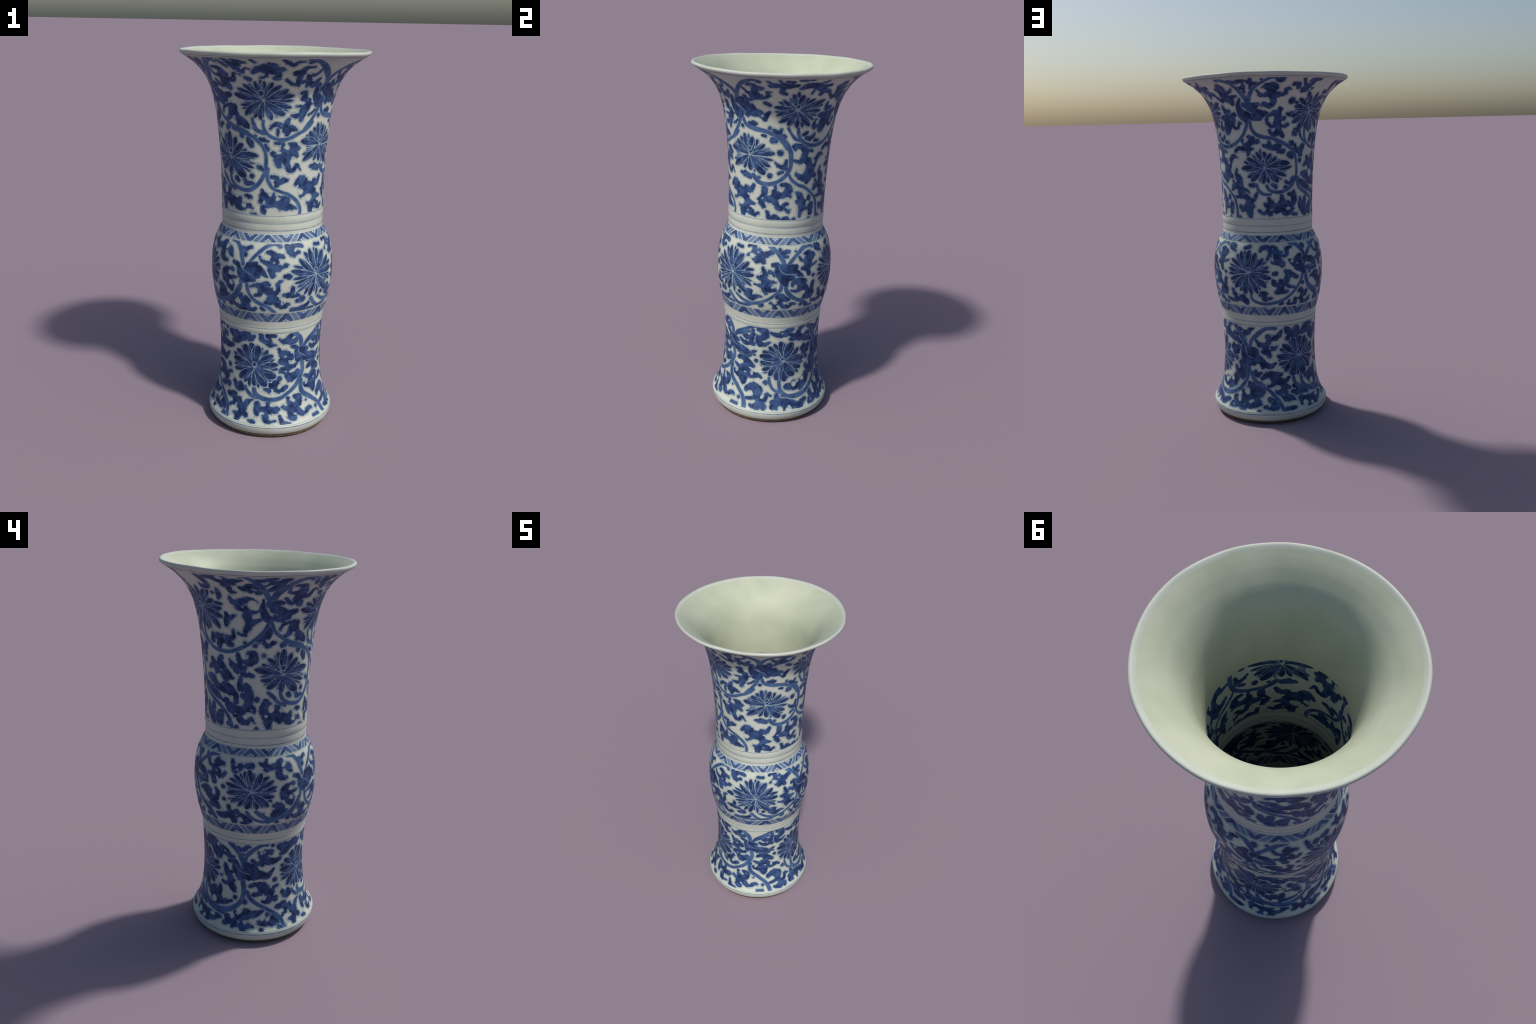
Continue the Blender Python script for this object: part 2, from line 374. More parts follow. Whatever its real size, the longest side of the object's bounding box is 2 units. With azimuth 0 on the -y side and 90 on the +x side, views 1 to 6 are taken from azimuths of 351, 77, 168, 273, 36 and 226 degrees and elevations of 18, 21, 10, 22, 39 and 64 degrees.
leaf("neck", [(-137.8, 1956, 17), (-136.2, 1941, 26), (-134.4, 1928, 18)], [(-133.2, 1965, 22), (-131.5, 1954, 35), (-129.8, 1938, 37), (-127.4, 1922, 37), (-124.2, 1904, 21), (-120.7, 1921, 12), (-117.6, 1918, 9)], [(-126.6, 1962, 25), (-123.8, 1953, 37), (-118.8, 1949, 13)], [(-129.2, 1943, 39), (-124.3, 1937, 23)])
bud("neck", [(-142.7, 1957, 19), (-140.9, 1948, 18)])
leaf("neck", [(-154.8, 1710, 17), (-152.8, 1730, 14), (-146.7, 1740, 15), (-142.1, 1735, 25)], [(-142, 1737, 34), (-143.1, 1708, 42), (-146.8, 1684, 25), (-151.2, 1674, 13)], [(-138.2, 1739, 25), (-139.1, 1712, 37), (-136.6, 1683, 35), (-132.7, 1667, 43), (-126.7, 1650, 30), (-125.1, 1641, 17)], [(-135.4, 1652, 25)])
leaf("neck", [(-76.5, 1806, 18), (-72.2, 1808, 15), (-73.6, 1779, 33), (-68.4, 1766, 26), (-69.2, 1740, 40), (-72.3, 1719, 47), (-74.1, 1677, 23)], [(-82.8, 1698, 15), (-78.7, 1698, 26), (-73.8, 1712, 30)], [(-80.1, 1742, 10), (-75.6, 1743, 15), (-71.2, 1735, 21)], [(-68.4, 1766, 24), (-65.1, 1753, 9), (-60.9, 1752, 7)], [(-66.3, 1702, 11), (-62.8, 1709, 13), (-59.5, 1723, 10)])
leaf("neck", [(-103.7, 1638, 12), (-100.8, 1653, 20), (-97, 1660, 20), (-92.6, 1650, 27), (-88.1, 1640, 32), (-81.9, 1637, 27), (-78.1, 1629, 17)], [(-89.2, 1655, 28), (-87, 1677, 18), (-86, 1682, 13)], [(-89.5, 1631, 29), (-85.8, 1621, 24)])
bud("neck", [(-151.8, 1632, 27)])
leaf("neck", [(-96.2, 1632, 16), (-96.1, 1602, 10)], [(-88.4, 1629, 28), (-87.7, 1610, 20)])
bud("neck", [(-132.8, 1599, 28)])
leaf("neck", [(-126.3, 1585, 19), (-123.8, 1569, 31), (-122.1, 1553, 25)])
bud("neck", [(-118.2, 1599, 17)])
leaf("neck", [(-114.7, 1583, 20), (-110.1, 1581, 22), (-106.1, 1576, 14)])
leaf("neck", [(-107.8, 1559, 14), (-108.4, 1551, 20), (-105.5, 1534, 20)])
leaf("neck", [(-115.6, 1451, 18), (-113.1, 1446, 23), (-110.1, 1435, 20)])
bud("neck", [(-141, 1381, 30), (-138.6, 1371, 18)])
bud("neck", [(-122.7, 1402, 27)])
leaf("neck", [(-131.7, 1384, 21), (-128.8, 1365, 28), (-123.4, 1365, 20), (-120.1, 1363, 12)])
leaf("neck", [(-131.8, 1300, 9), (-127.5, 1299, 24), (-124.8, 1295, 18)])
leaf("neck", [(-90.8, 1568, 14), (-91.2, 1543, 20), (-90.5, 1521, 31)], [(-83.7, 1559, 25), (-78.8, 1553, 33), (-75.4, 1538, 25)], [(-79.3, 1544, 38), (-84.7, 1534, 38), (-89.9, 1524, 43), (-94.4, 1498, 51), (-99.1, 1513, 28), (-102, 1518, 17)], [(-82.1, 1517, 39), (-87.9, 1492, 49), (-86.5, 1464, 31), (-83.8, 1435, 25), (-78.7, 1434, 24), (-75.7, 1456, 20), (-70.7, 1431, 7)], [(-77.7, 1519, 25), (-74.9, 1501, 14)], [(-95.5, 1487, 42), (-94.8, 1456, 25)])
bud("neck", [(-98.2, 1568, 17), (-94.8, 1568, 22)])
leaf("neck", [(-102.3, 1402, 17), (-97.5, 1396, 25), (-95.6, 1376, 37), (-97.3, 1356, 17)], [(-95, 1376, 32), (-89.6, 1382, 29), (-84.6, 1385, 6)])
leaf("neck", [(-111.2, 1326, 20), (-110.6, 1309, 31), (-113, 1279, 23)], [(-109.9, 1303, 35), (-103.2, 1293, 40), (-96.4, 1281, 51), (-91.5, 1267, 55), (-85.3, 1283, 36), (-88.5, 1298, 20)], [(-100.7, 1270, 43), (-109.8, 1251, 23), (-110.4, 1230, 29), (-108.5, 1214, 9)], [(-91.4, 1255, 43), (-83.2, 1251, 37), (-74.6, 1239, 11)], [(-99.6, 1316, 14), (-100.1, 1296, 25)])
bud("neck", [(-123.2, 1211, 12), (-120.5, 1204, 12)])
leaf("neck", [(-166.1, 1347, 39), (-168.6, 1309, 43), (-163.5, 1269, 53), (-163.2, 1215, 22)], [(-155, 1324, 20), (-157.7, 1289, 49), (-151.9, 1267, 47), (-143.1, 1260, 45), (-139.6, 1236, 32), (-134.8, 1236, 20), (-130.3, 1254, 20), (-124.7, 1242, 6)], [(-150.8, 1248, 23)])
bud("neck", [(-30.3, 1953, 23), (-28.5, 1947, 28)])
leaf("neck", [(-38.2, 1924, 21), (-34.7, 1927, 35), (-33.2, 1910, 47), (-29.4, 1910, 35), (-27.5, 1908, 22)], [(-44.2, 1903, 15), (-41.2, 1882, 19), (-37.8, 1873, 36)], [(-34.2, 1890, 40), (-37.1, 1854, 36)], [(-45.4, 1854, 25), (-42.8, 1842, 26), (-39.1, 1841, 20)], [(-33.8, 1864, 47), (-28.3, 1859, 29), (-23.6, 1869, 25), (-23.8, 1886, 16), (-21.6, 1889, 13)])
leaf("neck", [(-22, 1949, 17), (-20.1, 1938, 18), (-20.4, 1920, 18)], [(-19.9, 1926, 35), (-15.4, 1928, 40), (-11.3, 1929, 49), (-6.8, 1927, 40), (-1.7, 1931, 18)], [(-14, 1959, 13), (-13.2, 1941, 22)], [(-9.2, 1953, 21), (-5.7, 1949, 31)], [(-11.9, 1914, 29), (-12.1, 1893, 31), (-8.6, 1880, 12)])
leaf("neck", [(2.3, 1913, 26), (5.4, 1928, 43), (9.7, 1931, 48), (14.1, 1924, 48), (20.5, 1901, 35), (19.7, 1881, 25)], [(16.3, 1920, 46), (24, 1930, 22)], [(19.2, 1908, 36), (28.4, 1889, 20)], [(15.6, 1945, 20), (18.4, 1955, 18)], [(12.4, 1909, 15), (11.6, 1883, 12)])
bud("neck", [(-0.6, 1959, 21), (2.5, 1959, 24)])
bud("neck", [(5.2, 1961, 15), (7.2, 1962, 16)])
bud("neck", [(-27, 1828, 20), (-22.3, 1819, 19)])
leaf("neck", [(11.7, 1666, 19), (15.1, 1677, 16)], [(15.2, 1648, 19), (19.3, 1644, 27), (22.4, 1654, 21), (24.8, 1667, 13)], [(26, 1632, 17), (30.8, 1630, 17)])
leaf("neck", [(-44.3, 1712, 23), (-39.3, 1715, 32), (-41.9, 1702, 22)])
bud("neck", [(-23, 1698, 20)])
leaf("neck", [(-18.6, 1685, 23), (-13.2, 1675, 28), (-11.3, 1698, 14)])
bud("neck", [(-8.7, 1656, 31)])
bud("neck", [(-30.9, 1658, 14), (-27.4, 1656, 17)])
bud("neck", [(-19.5, 1637, 34), (-16.2, 1635, 23)])
bud("neck", [(-53.5, 1696, 23)])
bud("neck", [(-11.2, 1572, 35)])
bud("neck", [(-34.5, 1433, 20)])
bud("neck", [(-22, 1448, 29)])
bud("neck", [(-39.7, 1466, 14)])
leaf("neck", [(-15.9, 1516, 13), (-11.8, 1501, 19), (-6.5, 1495, 26), (-4.3, 1528, 19)], [(-6.5, 1492, 19), (-3.1, 1482, 16)])
bud("neck", [(-12.1, 1462, 19), (-7.6, 1472, 16)])
leaf("neck", [(-58.6, 1443, 14), (-52, 1440, 33), (-46, 1432, 27), (-41.2, 1439, 19)])
leaf("neck", [(3.1, 1607, 22), (4.7, 1591, 22)], [(3.1, 1607, 26), (9.8, 1606, 28), (15.2, 1589, 36), (15.9, 1556, 42), (10.7, 1526, 21), (2.3, 1534, 13)], [(16.4, 1537, 34), (22.3, 1521, 44), (25, 1480, 64), (20.8, 1443, 59), (13, 1440, 29), (7.6, 1458, 19)], [(21.8, 1436, 53), (21.4, 1416, 29)], [(26.5, 1456, 41), (31.6, 1443, 26)], [(29.3, 1491, 28), (32.6, 1534, 30), (37.9, 1557, 20), (43.2, 1546, 8)], [(17.5, 1585, 25), (24.8, 1578, 19)])
leaf("neck", [(9.1, 1356, 13), (13.1, 1344, 32), (14.9, 1323, 42), (11.3, 1305, 26)], [(16.6, 1316, 35), (22.7, 1302, 42), (25.8, 1330, 23)], [(17.7, 1302, 46), (17.3, 1272, 43), (15.1, 1253, 23), (14.6, 1227, 19)], [(29.6, 1281, 37), (29.3, 1240, 28)], [(19, 1268, 20), (26, 1266, 17)])
bud("neck", [(27.2, 1208, 19)])
bud("neck", [(7.1, 1210, 24)])
bud("neck", [(43.3, 1210, 19)])
leaf("neck", [(-23.4, 1248, 20), (-21.7, 1222, 27), (-18.8, 1209, 27), (-14.8, 1227, 27), (-10.6, 1215, 20), (-7.7, 1202, 13)])
leaf("neck", [(-6.4, 1212, 17), (-2.3, 1215, 30), (0.6, 1210, 20)])
leaf("neck", [(-15.6, 1402, 16), (-15.4, 1376, 19), (-17.9, 1346, 35)], [(-8.2, 1400, 23), (-2.8, 1400, 29), (0.2, 1377, 43), (-3.7, 1355, 44), (-12.4, 1344, 46), (-19.1, 1322, 43), (-25.3, 1323, 33), (-31, 1320, 26)], [(-27.8, 1378, 30), (-27.6, 1349, 32), (-29.6, 1324, 32)], [(-30.9, 1300, 35), (-27.8, 1279, 21)], [(-33.2, 1316, 24)], [(-0.2, 1358, 29), (2.2, 1334, 13)], [(-13.4, 1301, 26), (-11.8, 1278, 29), (-7.7, 1272, 23), (-4.4, 1292, 27), (-1.7, 1298, 20)], [(-2.8, 1268, 19), (0.2, 1255, 17), (2.2, 1264, 9)], [(-15.6, 1314, 39), (-13.4, 1294, 29)])
leaf("neck", [(-75.6, 1364, 22), (-69.5, 1382, 47), (-65.5, 1356, 61), (-70.8, 1333, 24)], [(-64.3, 1354, 49), (-58.7, 1337, 65), (-53.7, 1318, 59), (-50.8, 1291, 55), (-53.4, 1258, 61), (-55, 1226, 34)], [(-69.4, 1297, 17), (-60.9, 1321, 23)], [(-59.5, 1262, 23), (-54.3, 1257, 27)], [(-50.2, 1362, 38), (-45, 1360, 32), (-40.3, 1387, 19)], [(-45.6, 1289, 31), (-39.8, 1287, 17)], [(-50.5, 1251, 37), (-44.4, 1243, 41), (-39.4, 1228, 21), (-34.1, 1238, 16)])
bud("neck", [(75.9, 1957, 16)])
bud("neck", [(41.4, 1957, 15)])
leaf("neck", [(51.5, 1954, 16), (55.2, 1946, 29), (60.1, 1950, 32), (64.3, 1947, 28), (67.2, 1944, 37), (69.4, 1938, 28), (71.4, 1941, 17)], [(68, 1961, 17), (67.4, 1946, 20)], [(67.3, 1936, 22), (66.1, 1915, 14)], [(61.7, 1945, 17), (60.9, 1924, 23), (57.3, 1916, 20)], [(60.7, 1921, 22), (60.8, 1899, 13)])
leaf("neck", [(71.4, 1906, 11), (73.2, 1887, 16), (77.3, 1881, 20), (81.8, 1889, 43)], [(76.2, 1918, 15), (80.3, 1924, 43), (84.3, 1929, 46), (87, 1918, 32)], [(82.9, 1913, 52), (84.9, 1889, 52), (90.4, 1886, 27), (94.9, 1894, 31), (96.7, 1913, 24), (100.2, 1908, 7)], [(84.1, 1881, 40), (85.3, 1848, 32), (82.5, 1831, 31), (77.5, 1837, 28), (75, 1833, 18)])
leaf("neck", [(92.5, 1808, 28), (90.6, 1788, 37), (86.3, 1789, 33), (82.6, 1780, 15)], [(91.2, 1780, 39), (90.3, 1749, 42), (89.4, 1717, 42), (90.1, 1685, 36), (86, 1674, 26), (82.6, 1695, 20)], [(80.4, 1778, 12), (79.3, 1749, 17), (82.6, 1723, 20), (87.7, 1712, 23)], [(96.5, 1762, 27)], [(91.8, 1697, 29), (96.2, 1667, 27)], [(92.8, 1720, 33)])
bud("neck", [(98.2, 1719, 21), (101.7, 1727, 22)])
bud("neck", [(103.4, 1855, 41)])
leaf("neck", [(112, 1700, 22), (111.7, 1680, 35), (108.9, 1680, 15)])
leaf("neck", [(38.9, 1933, 32), (40.1, 1919, 51), (41.4, 1899, 29), (47, 1904, 18), (49.9, 1917, 10)], [(34.5, 1917, 25), (37.8, 1911, 34)], [(37.7, 1903, 41), (39.8, 1877, 54), (45.2, 1863, 43), (46, 1840, 23)], [(30.8, 1876, 16), (33.4, 1861, 19), (38.5, 1863, 24)], [(46, 1874, 21), (52, 1881, 12)])
leaf("neck", [(32.4, 1824, 20), (34.3, 1801, 33), (39.6, 1803, 20)], [(45.4, 1783, 27), (40.6, 1783, 18)], [(26.5, 1766, 20), (36.2, 1754, 63), (32.7, 1716, 64), (31.3, 1684, 27)], [(24.2, 1734, 28), (23.8, 1713, 40)], [(43.1, 1760, 26), (43, 1719, 26), (47, 1714, 24), (49.7, 1740, 18), (52.2, 1737, 8)], [(34.8, 1684, 14)])
leaf("neck", [(101, 1936, 27), (104.1, 1936, 32), (105.4, 1921, 27)], [(106.9, 1962, 15), (109.5, 1942, 17), (112.9, 1929, 36), (114.8, 1942, 52), (116.1, 1956, 49), (120.9, 1960, 28)], [(113.5, 1929, 49), (111.5, 1910, 42)], [(113.6, 1910, 34), (119.7, 1916, 15)])
leaf("neck", [(86.2, 1963, 23), (89.5, 1954, 46), (91.2, 1965, 21)])
leaf("neck", [(51.1, 1640, 22), (55.5, 1623, 29), (61.9, 1634, 32), (69.1, 1637, 23)], [(57.9, 1617, 34), (57.6, 1588, 31), (57.3, 1568, 19)], [(52.4, 1597, 29), (45.5, 1599, 23), (41.5, 1584, 22)], [(58.9, 1597, 26), (63.3, 1597, 12)], [(63.3, 1652, 30), (58.5, 1663, 18)])
leaf("neck", [(75.4, 1617, 17), (80.7, 1610, 29), (81.9, 1633, 17)], [(80.7, 1610, 32), (87.2, 1604, 35), (92.6, 1618, 33), (91.3, 1632, 18)], [(90.2, 1595, 26), (95.8, 1580, 26), (99.5, 1588, 15)])
bud("neck", [(107.9, 1624, 35)])
leaf("neck", [(112.3, 1612, 23), (114.8, 1591, 29), (119.8, 1578, 36), (123.7, 1607, 34)], [(120.8, 1564, 35)])
bud("neck", [(120.4, 1528, 28)])
bud("neck", [(106.4, 1561, 41), (109.2, 1554, 32)])
leaf("neck", [(101.4, 1412, 18), (107.2, 1402, 25), (112.3, 1427, 32)])
bud("neck", [(101.5, 1379, 28)])
bud("neck", [(85.1, 1397, 18), (88.9, 1385, 26)])
bud("neck", [(58.2, 1395, 21), (62.9, 1395, 27)])
leaf("neck", [(40.7, 1481, 15), (39.8, 1454, 28), (43.4, 1428, 41), (43.7, 1396, 48), (44.2, 1366, 44), (44.8, 1339, 31), (40.6, 1326, 18), (34.4, 1325, 12)], [(42.1, 1395, 36), (35.2, 1385, 32), (32.1, 1366, 19)], [(46.6, 1369, 27), (53.2, 1368, 18), (56.6, 1353, 10)])
bud("neck", [(34.3, 1414, 16)])
leaf("neck", [(46.4, 1346, 39), (52.2, 1329, 42), (56.3, 1309, 40), (61.8, 1318, 30), (66.5, 1351, 15)], [(54.8, 1302, 39), (55.3, 1270, 43), (47.2, 1262, 34), (44.2, 1276, 18)], [(56, 1264, 42), (57.2, 1225, 29)], [(60.2, 1276, 31)])
bud("neck", [(42.3, 1210, 26), (43.9, 1201, 18)])
bud("neck", [(27.4, 1207, 20)])
leaf("neck", [(68, 1253, 12), (72.5, 1241, 24), (77.6, 1247, 36), (83.4, 1261, 33)], [(80.2, 1271, 35), (82, 1235, 33)], [(81, 1318, 21), (82.9, 1297, 35), (88.6, 1281, 47), (95.2, 1283, 51)], [(76.5, 1286, 24)], [(83.4, 1264, 42), (90.5, 1254, 42), (95.2, 1277, 44)], [(96, 1336, 18), (97.3, 1309, 33), (102.1, 1290, 48)], [(105.7, 1340, 18), (111.7, 1338, 34), (113.3, 1310, 41), (110.9, 1284, 34), (105.7, 1283, 33)], [(112.5, 1355, 20)], [(98.5, 1252, 30), (101.9, 1233, 33), (107.8, 1243, 26), (111.7, 1257, 17)], [(111.5, 1224, 18), (117.2, 1222, 18)])
leaf("neck", [(122.9, 1310, 22), (122.8, 1276, 34), (125.7, 1260, 42)], [(132.3, 1314, 28), (130, 1279, 42), (128.9, 1252, 54), (132, 1223, 37), (135.5, 1203, 9)], [(143.8, 1278, 40), (140.3, 1246, 58), (143.3, 1226, 31)])
leaf("neck", [(-165.3, 1710, 37), (-168.2, 1677, 45), (-174.5, 1655, 28)], [(-168.6, 1652, 35), (-166.2, 1632, 25), (-161.9, 1643, 20), (-158.6, 1647, 12)])
bud("neck", [(-177.7, 1632, 22)])
bud("neck", [(172.6, 1644, 17)])
leaf("neck", [(171.8, 1911, 22), (174.8, 1906, 33), (178.8, 1915, 57), (182.6, 1913, 38)], [(178.6, 1898, 32)])
bud("neck", [(-176.2, 1890, 30), (-174.2, 1888, 23)])
leaf("neck", [(162.2, 1862, 13), (163.8, 1840, 28), (168.9, 1837, 36), (175.1, 1852, 33), (178.6, 1853, 25), (182.1, 1842, 18)], [(168, 1817, 39), (173.6, 1807, 35)], [(175.8, 1836, 17)], [(186.3, 1804, 11), (182.1, 1792, 14), (177.8, 1792, 20), (173.8, 1774, 35)], [(175.7, 1764, 39), (177.6, 1742, 40), (183.6, 1751, 17), (187.6, 1762, 14)], [(176.6, 1731, 37), (173.3, 1697, 24), (172.2, 1680, 17), (166.2, 1689, 15)])
leaf("neck", [(153.1, 1893, 18), (153.2, 1873, 32), (151.9, 1853, 21)], [(147.5, 1875, 21)])
leaf("neck", [(156, 1778, 19), (156.5, 1754, 37), (155.3, 1728, 24)], [(157.7, 1754, 26), (162.9, 1768, 16), (165.2, 1776, 5)])
leaf("neck", [(137.9, 1669, 25), (137.1, 1643, 34)], [(143.1, 1662, 36), (147.2, 1651, 48), (145.3, 1624, 32), (145.6, 1602, 19)], [(149.4, 1658, 40), (156.5, 1657, 33), (161.5, 1670, 22), (161.2, 1698, 15)], [(153.8, 1641, 34), (159.3, 1630, 27)])
leaf("neck", [(147.8, 1952, 22), (154.3, 1954, 49), (158.3, 1948, 58), (162, 1938, 48), (167, 1932, 37)], [(155.2, 1960, 33), (158.8, 1963, 22)], [(163.1, 1960, 18), (164.1, 1945, 36), (168.7, 1944, 37), (173.5, 1949, 20)], [(159.8, 1920, 24), (163.5, 1913, 30), (164.1, 1893, 25), (167.6, 1885, 11)])
leaf("neck", [(143.5, 1951, 37), (145.1, 1933, 37), (145.8, 1913, 36), (144.2, 1898, 20), (139.8, 1903, 29)])
leaf("neck", [(-178, 1951, 27), (-174, 1949, 32), (-169.1, 1955, 39), (-165.7, 1960, 23)], [(-171.2, 1925, 20), (-167.9, 1937, 26), (-163, 1939, 39), (-158.7, 1951, 41), (-156.3, 1956, 19)], [(-167.6, 1902, 24), (-164.1, 1913, 42), (-160.7, 1924, 41)])
bud("neck", [(-151.2, 1950, 20)])
bud("neck", [(-169.4, 1583, 23)])
bud("neck", [(-149.2, 1637, 27)])
leaf("neck", [(165.2, 1589, 18), (166.3, 1563, 27), (168.6, 1541, 39)], [(175.8, 1595, 20), (179.8, 1582, 52), (181.5, 1559, 34), (173.4, 1545, 37), (169.8, 1536, 42)], [(156.7, 1552, 14), (159.8, 1528, 33), (164.8, 1516, 44), (164.7, 1498, 21)], [(169.7, 1518, 42), (172.1, 1492, 36), (176.9, 1488, 24), (180.5, 1483, 18)])
leaf("neck", [(146.2, 1563, 25), (143.6, 1543, 31), (145.6, 1518, 52), (148.3, 1494, 53), (151.1, 1466, 47), (150.9, 1448, 21)], [(133.8, 1540, 31), (135.3, 1521, 42), (128.4, 1499, 19)], [(138.9, 1515, 45), (140.1, 1481, 35)], [(152.7, 1485, 38), (158.7, 1466, 20)])
leaf("neck", [(124.8, 1453, 21), (132.8, 1444, 49), (139.2, 1417, 50), (149.1, 1411, 59), (156.3, 1401, 50), (161.7, 1378, 29), (162.4, 1345, 28)], [(119.3, 1417, 24), (129.6, 1389, 42), (137.8, 1370, 37), (143.1, 1354, 20)], [(150.3, 1349, 29), (146.3, 1342, 15)], [(154, 1340, 39), (156.1, 1314, 52), (161.7, 1306, 48), (167, 1302, 48), (166.3, 1272, 41), (169.6, 1246, 31), (174.7, 1248, 24), (178.5, 1264, 24), (182.3, 1244, 7)], [(160.3, 1277, 19)])
leaf("neck", [(168.1, 1476, 14), (166.5, 1446, 24), (166.4, 1413, 24)], [(167, 1422, 30), (173.3, 1419, 49), (176.4, 1390, 43), (175.2, 1351, 49), (173.4, 1320, 43)], [(176.5, 1321, 46), (180.8, 1316, 30), (181.5, 1301, 17)], [(170.2, 1379, 30)], [(170.8, 1400, 27)])
bud("neck", [(-175.6, 1364, 29)])
leaf("neck", [(-166.9, 1349, 21), (-161.8, 1342, 18)], [(-166.3, 1340, 33), (-168.6, 1313, 32), (-169.1, 1283, 23)], [(-166.7, 1307, 32), (-160.3, 1290, 44), (-150.7, 1273, 50), (-140.9, 1254, 44), (-134.1, 1236, 25), (-126.6, 1252, 18), (-122, 1241, 6)], [(-152.5, 1326, 19), (-152.3, 1302, 32)], [(-137.9, 1276, 28)], [(-165.9, 1264, 26), (-165.2, 1237, 23), (-160.6, 1214, 12)], [(-150.6, 1246, 25)])
bud("neck", [(-175.8, 1213, 21)])
bud("neck", [(-119.4, 1207, 22)])
bud("neck", [(153.2, 1229, 23)])
bud("neck", [(162.5, 1215, 25)])
flower("neck", (-109.6, 1771), (-111.6, 1804, 27), [(-137, 1797, 30), (-132.3, 1825, 28), (-126.3, 1843, 25), (-120.9, 1850, 18), (-116.3, 1860, 24), (-111.5, 1870, 20), (-108.1, 1861, 26), (-104.6, 1855, 14), (-101.5, 1855, 26), (-94.8, 1841, 26), (-88.6, 1822, 30), (-82.7, 1793, 26), (-83.1, 1771, 18), (-84.4, 1737, 24), (-87, 1718, 12), (-90.2, 1704, 33), (-97.2, 1692, 12), (-102.4, 1679, 27), (-112.5, 1678, 27), (-119.4, 1686, 20), (-127.6, 1699, 29), (-130.4, 1727, 14), (-131.6, 1746, 19)])
flower("neck", (2.8, 1795), (2.7, 1815, 21), [(-3.5, 1881, 26), (0.7, 1895, 24), (5.1, 1875, 33), (10.6, 1860, 25), (17, 1856, 24), (28, 1849, 29), (27.5, 1820, 26), (26.3, 1792, 24), (24, 1764, 16), (21.2, 1740, 16), (17.7, 1713, 28), (9.4, 1706, 23), (3.8, 1704, 26), (-5, 1713, 28), (-14.2, 1731, 25), (-16.9, 1764, 23), (-18.5, 1786, 18), (-19, 1809, 24), (-14.8, 1836, 22), (-11.3, 1851, 21), (-6.1, 1860, 14)])
flower("neck", (-45.7, 1549), (-45.5, 1584, 21), [(-52.1, 1656, 30), (-46.5, 1657, 19), (-42.2, 1644, 32), (-35.2, 1633, 25), (-28, 1611, 25), (-22.7, 1591, 19), (-16.9, 1567, 29), (-18.6, 1532, 19), (-21.6, 1495, 26), (-28.2, 1453, 44), (-24.2, 1478, 17), (-45.1, 1468, 31), (-53.7, 1471, 23), (-68.7, 1476, 31), (-69.6, 1508, 22), (-72.3, 1574, 35), (-66.6, 1602, 22), (-63, 1615, 33), (-57.6, 1635, 29)])
flower("neck", (76.1, 1492), (74.4, 1527, 18), [(66.8, 1579, 27), (71.2, 1597, 18), (75.3, 1582, 26), (83.6, 1570, 26), (89.6, 1552, 27), (94.6, 1534, 27), (106, 1514, 36), (109.7, 1496, 21), (102, 1471, 18), (102, 1444, 26), (96.7, 1425, 15), (91.5, 1411, 35), (81.3, 1407, 23), (74.4, 1404, 26), (69.4, 1413, 12), (60.4, 1416, 30), (55.2, 1439, 26), (48, 1488, 32), (51.4, 1524, 24), (55.8, 1547, 31), (62.4, 1562, 18)])
flower("neck", (-148.7, 1485), (-148.9, 1518, 25), [(-156, 1599, 29), (-149.3, 1611, 35), (-145.2, 1563, 21), (-139.9, 1586, 31), (-132.1, 1557, 33), (-127.7, 1533, 23), (-115.2, 1503, 31), (-118.9, 1465, 15), (-120.6, 1442, 23), (-123.2, 1418, 12), (-129.8, 1394, 42), (-138.6, 1404, 19), (-149.7, 1397, 30), (-153.9, 1411, 20), (-165.4, 1420, 31), (-168.6, 1436, 15), (-171.7, 1460, 27), (-172.4, 1480, 15), (-178.4, 1515, 32), (-170.9, 1542, 29), (-165.9, 1570, 25), (-158.9, 1583, 17)])
curl("neck", (-112.7, 1891, 15), (-110.3, 1899, 13))
curl("neck", (-103.9, 1890, 13), (-102.4, 1881, 10))
curl("neck", (-75.8, 1907, 23), (-73.2, 1914, 15), (-73.5, 1899, 16))
curl("neck", (-78.2, 1874, 8), (-76.2, 1876, 8))
curl("neck", (-151.5, 1706, 22), (-151.1, 1694, 22))
curl("neck", (-140.5, 1684, 17), (-143, 1666, 12))
curl("neck", (-79.8, 1730, 14), (-78.1, 1717, 14), (-81, 1713, 8))
curl("neck", (-73.5, 1760, 13), (-75.9, 1756, 11))
curl("neck", (-63.7, 1731, 13))
curl("neck", (-149.4, 1907, 25), (-147.9, 1902, 22))
curl("neck", (-136.6, 1879, 10), (-135.4, 1887, 10))
curl("neck", (-93.1, 1650, 6))
curl("neck", (-87.2, 1554, 19), (-85.9, 1543, 18), (-89.5, 1546, 8))
curl("neck", (-96.3, 1521, 14), (-93.4, 1521, 11))
curl("neck", (-80.6, 1497, 9), (-81.5, 1463, 11), (-78.5, 1474, 9))
curl("neck", (-72.4, 1328, 20), (-69.5, 1321, 17), (-74.5, 1329, 8))
curl("neck", (-59.9, 1296, 23), (-56.3, 1288, 30), (-60.5, 1279, 14))
curl("neck", (-102.6, 1319, 17), (-103.2, 1310, 14))
curl("neck", (-95.3, 1299, 14), (-95.9, 1287, 11), (-92.8, 1293, 7))
curl("neck", (-109.2, 1268, 9))
curl("neck", (-149.7, 1305, 15))
curl("neck", (-134.8, 1251, 11), (-132.6, 1255, 9))
curl("neck", (-160.2, 1320, 32), (-160.3, 1308, 26))
curl("neck", (-100.4, 1382, 6), (-98.6, 1386, 4))
curl("neck", (-38, 1910, 17), (-36.4, 1914, 13))
curl("neck", (-41.9, 1859, 15), (-41.3, 1851, 11))
curl("neck", (-27, 1879, 11), (-26.8, 1868, 9))
curl("neck", (-15.7, 1946, 20), (-14.7, 1943, 15))
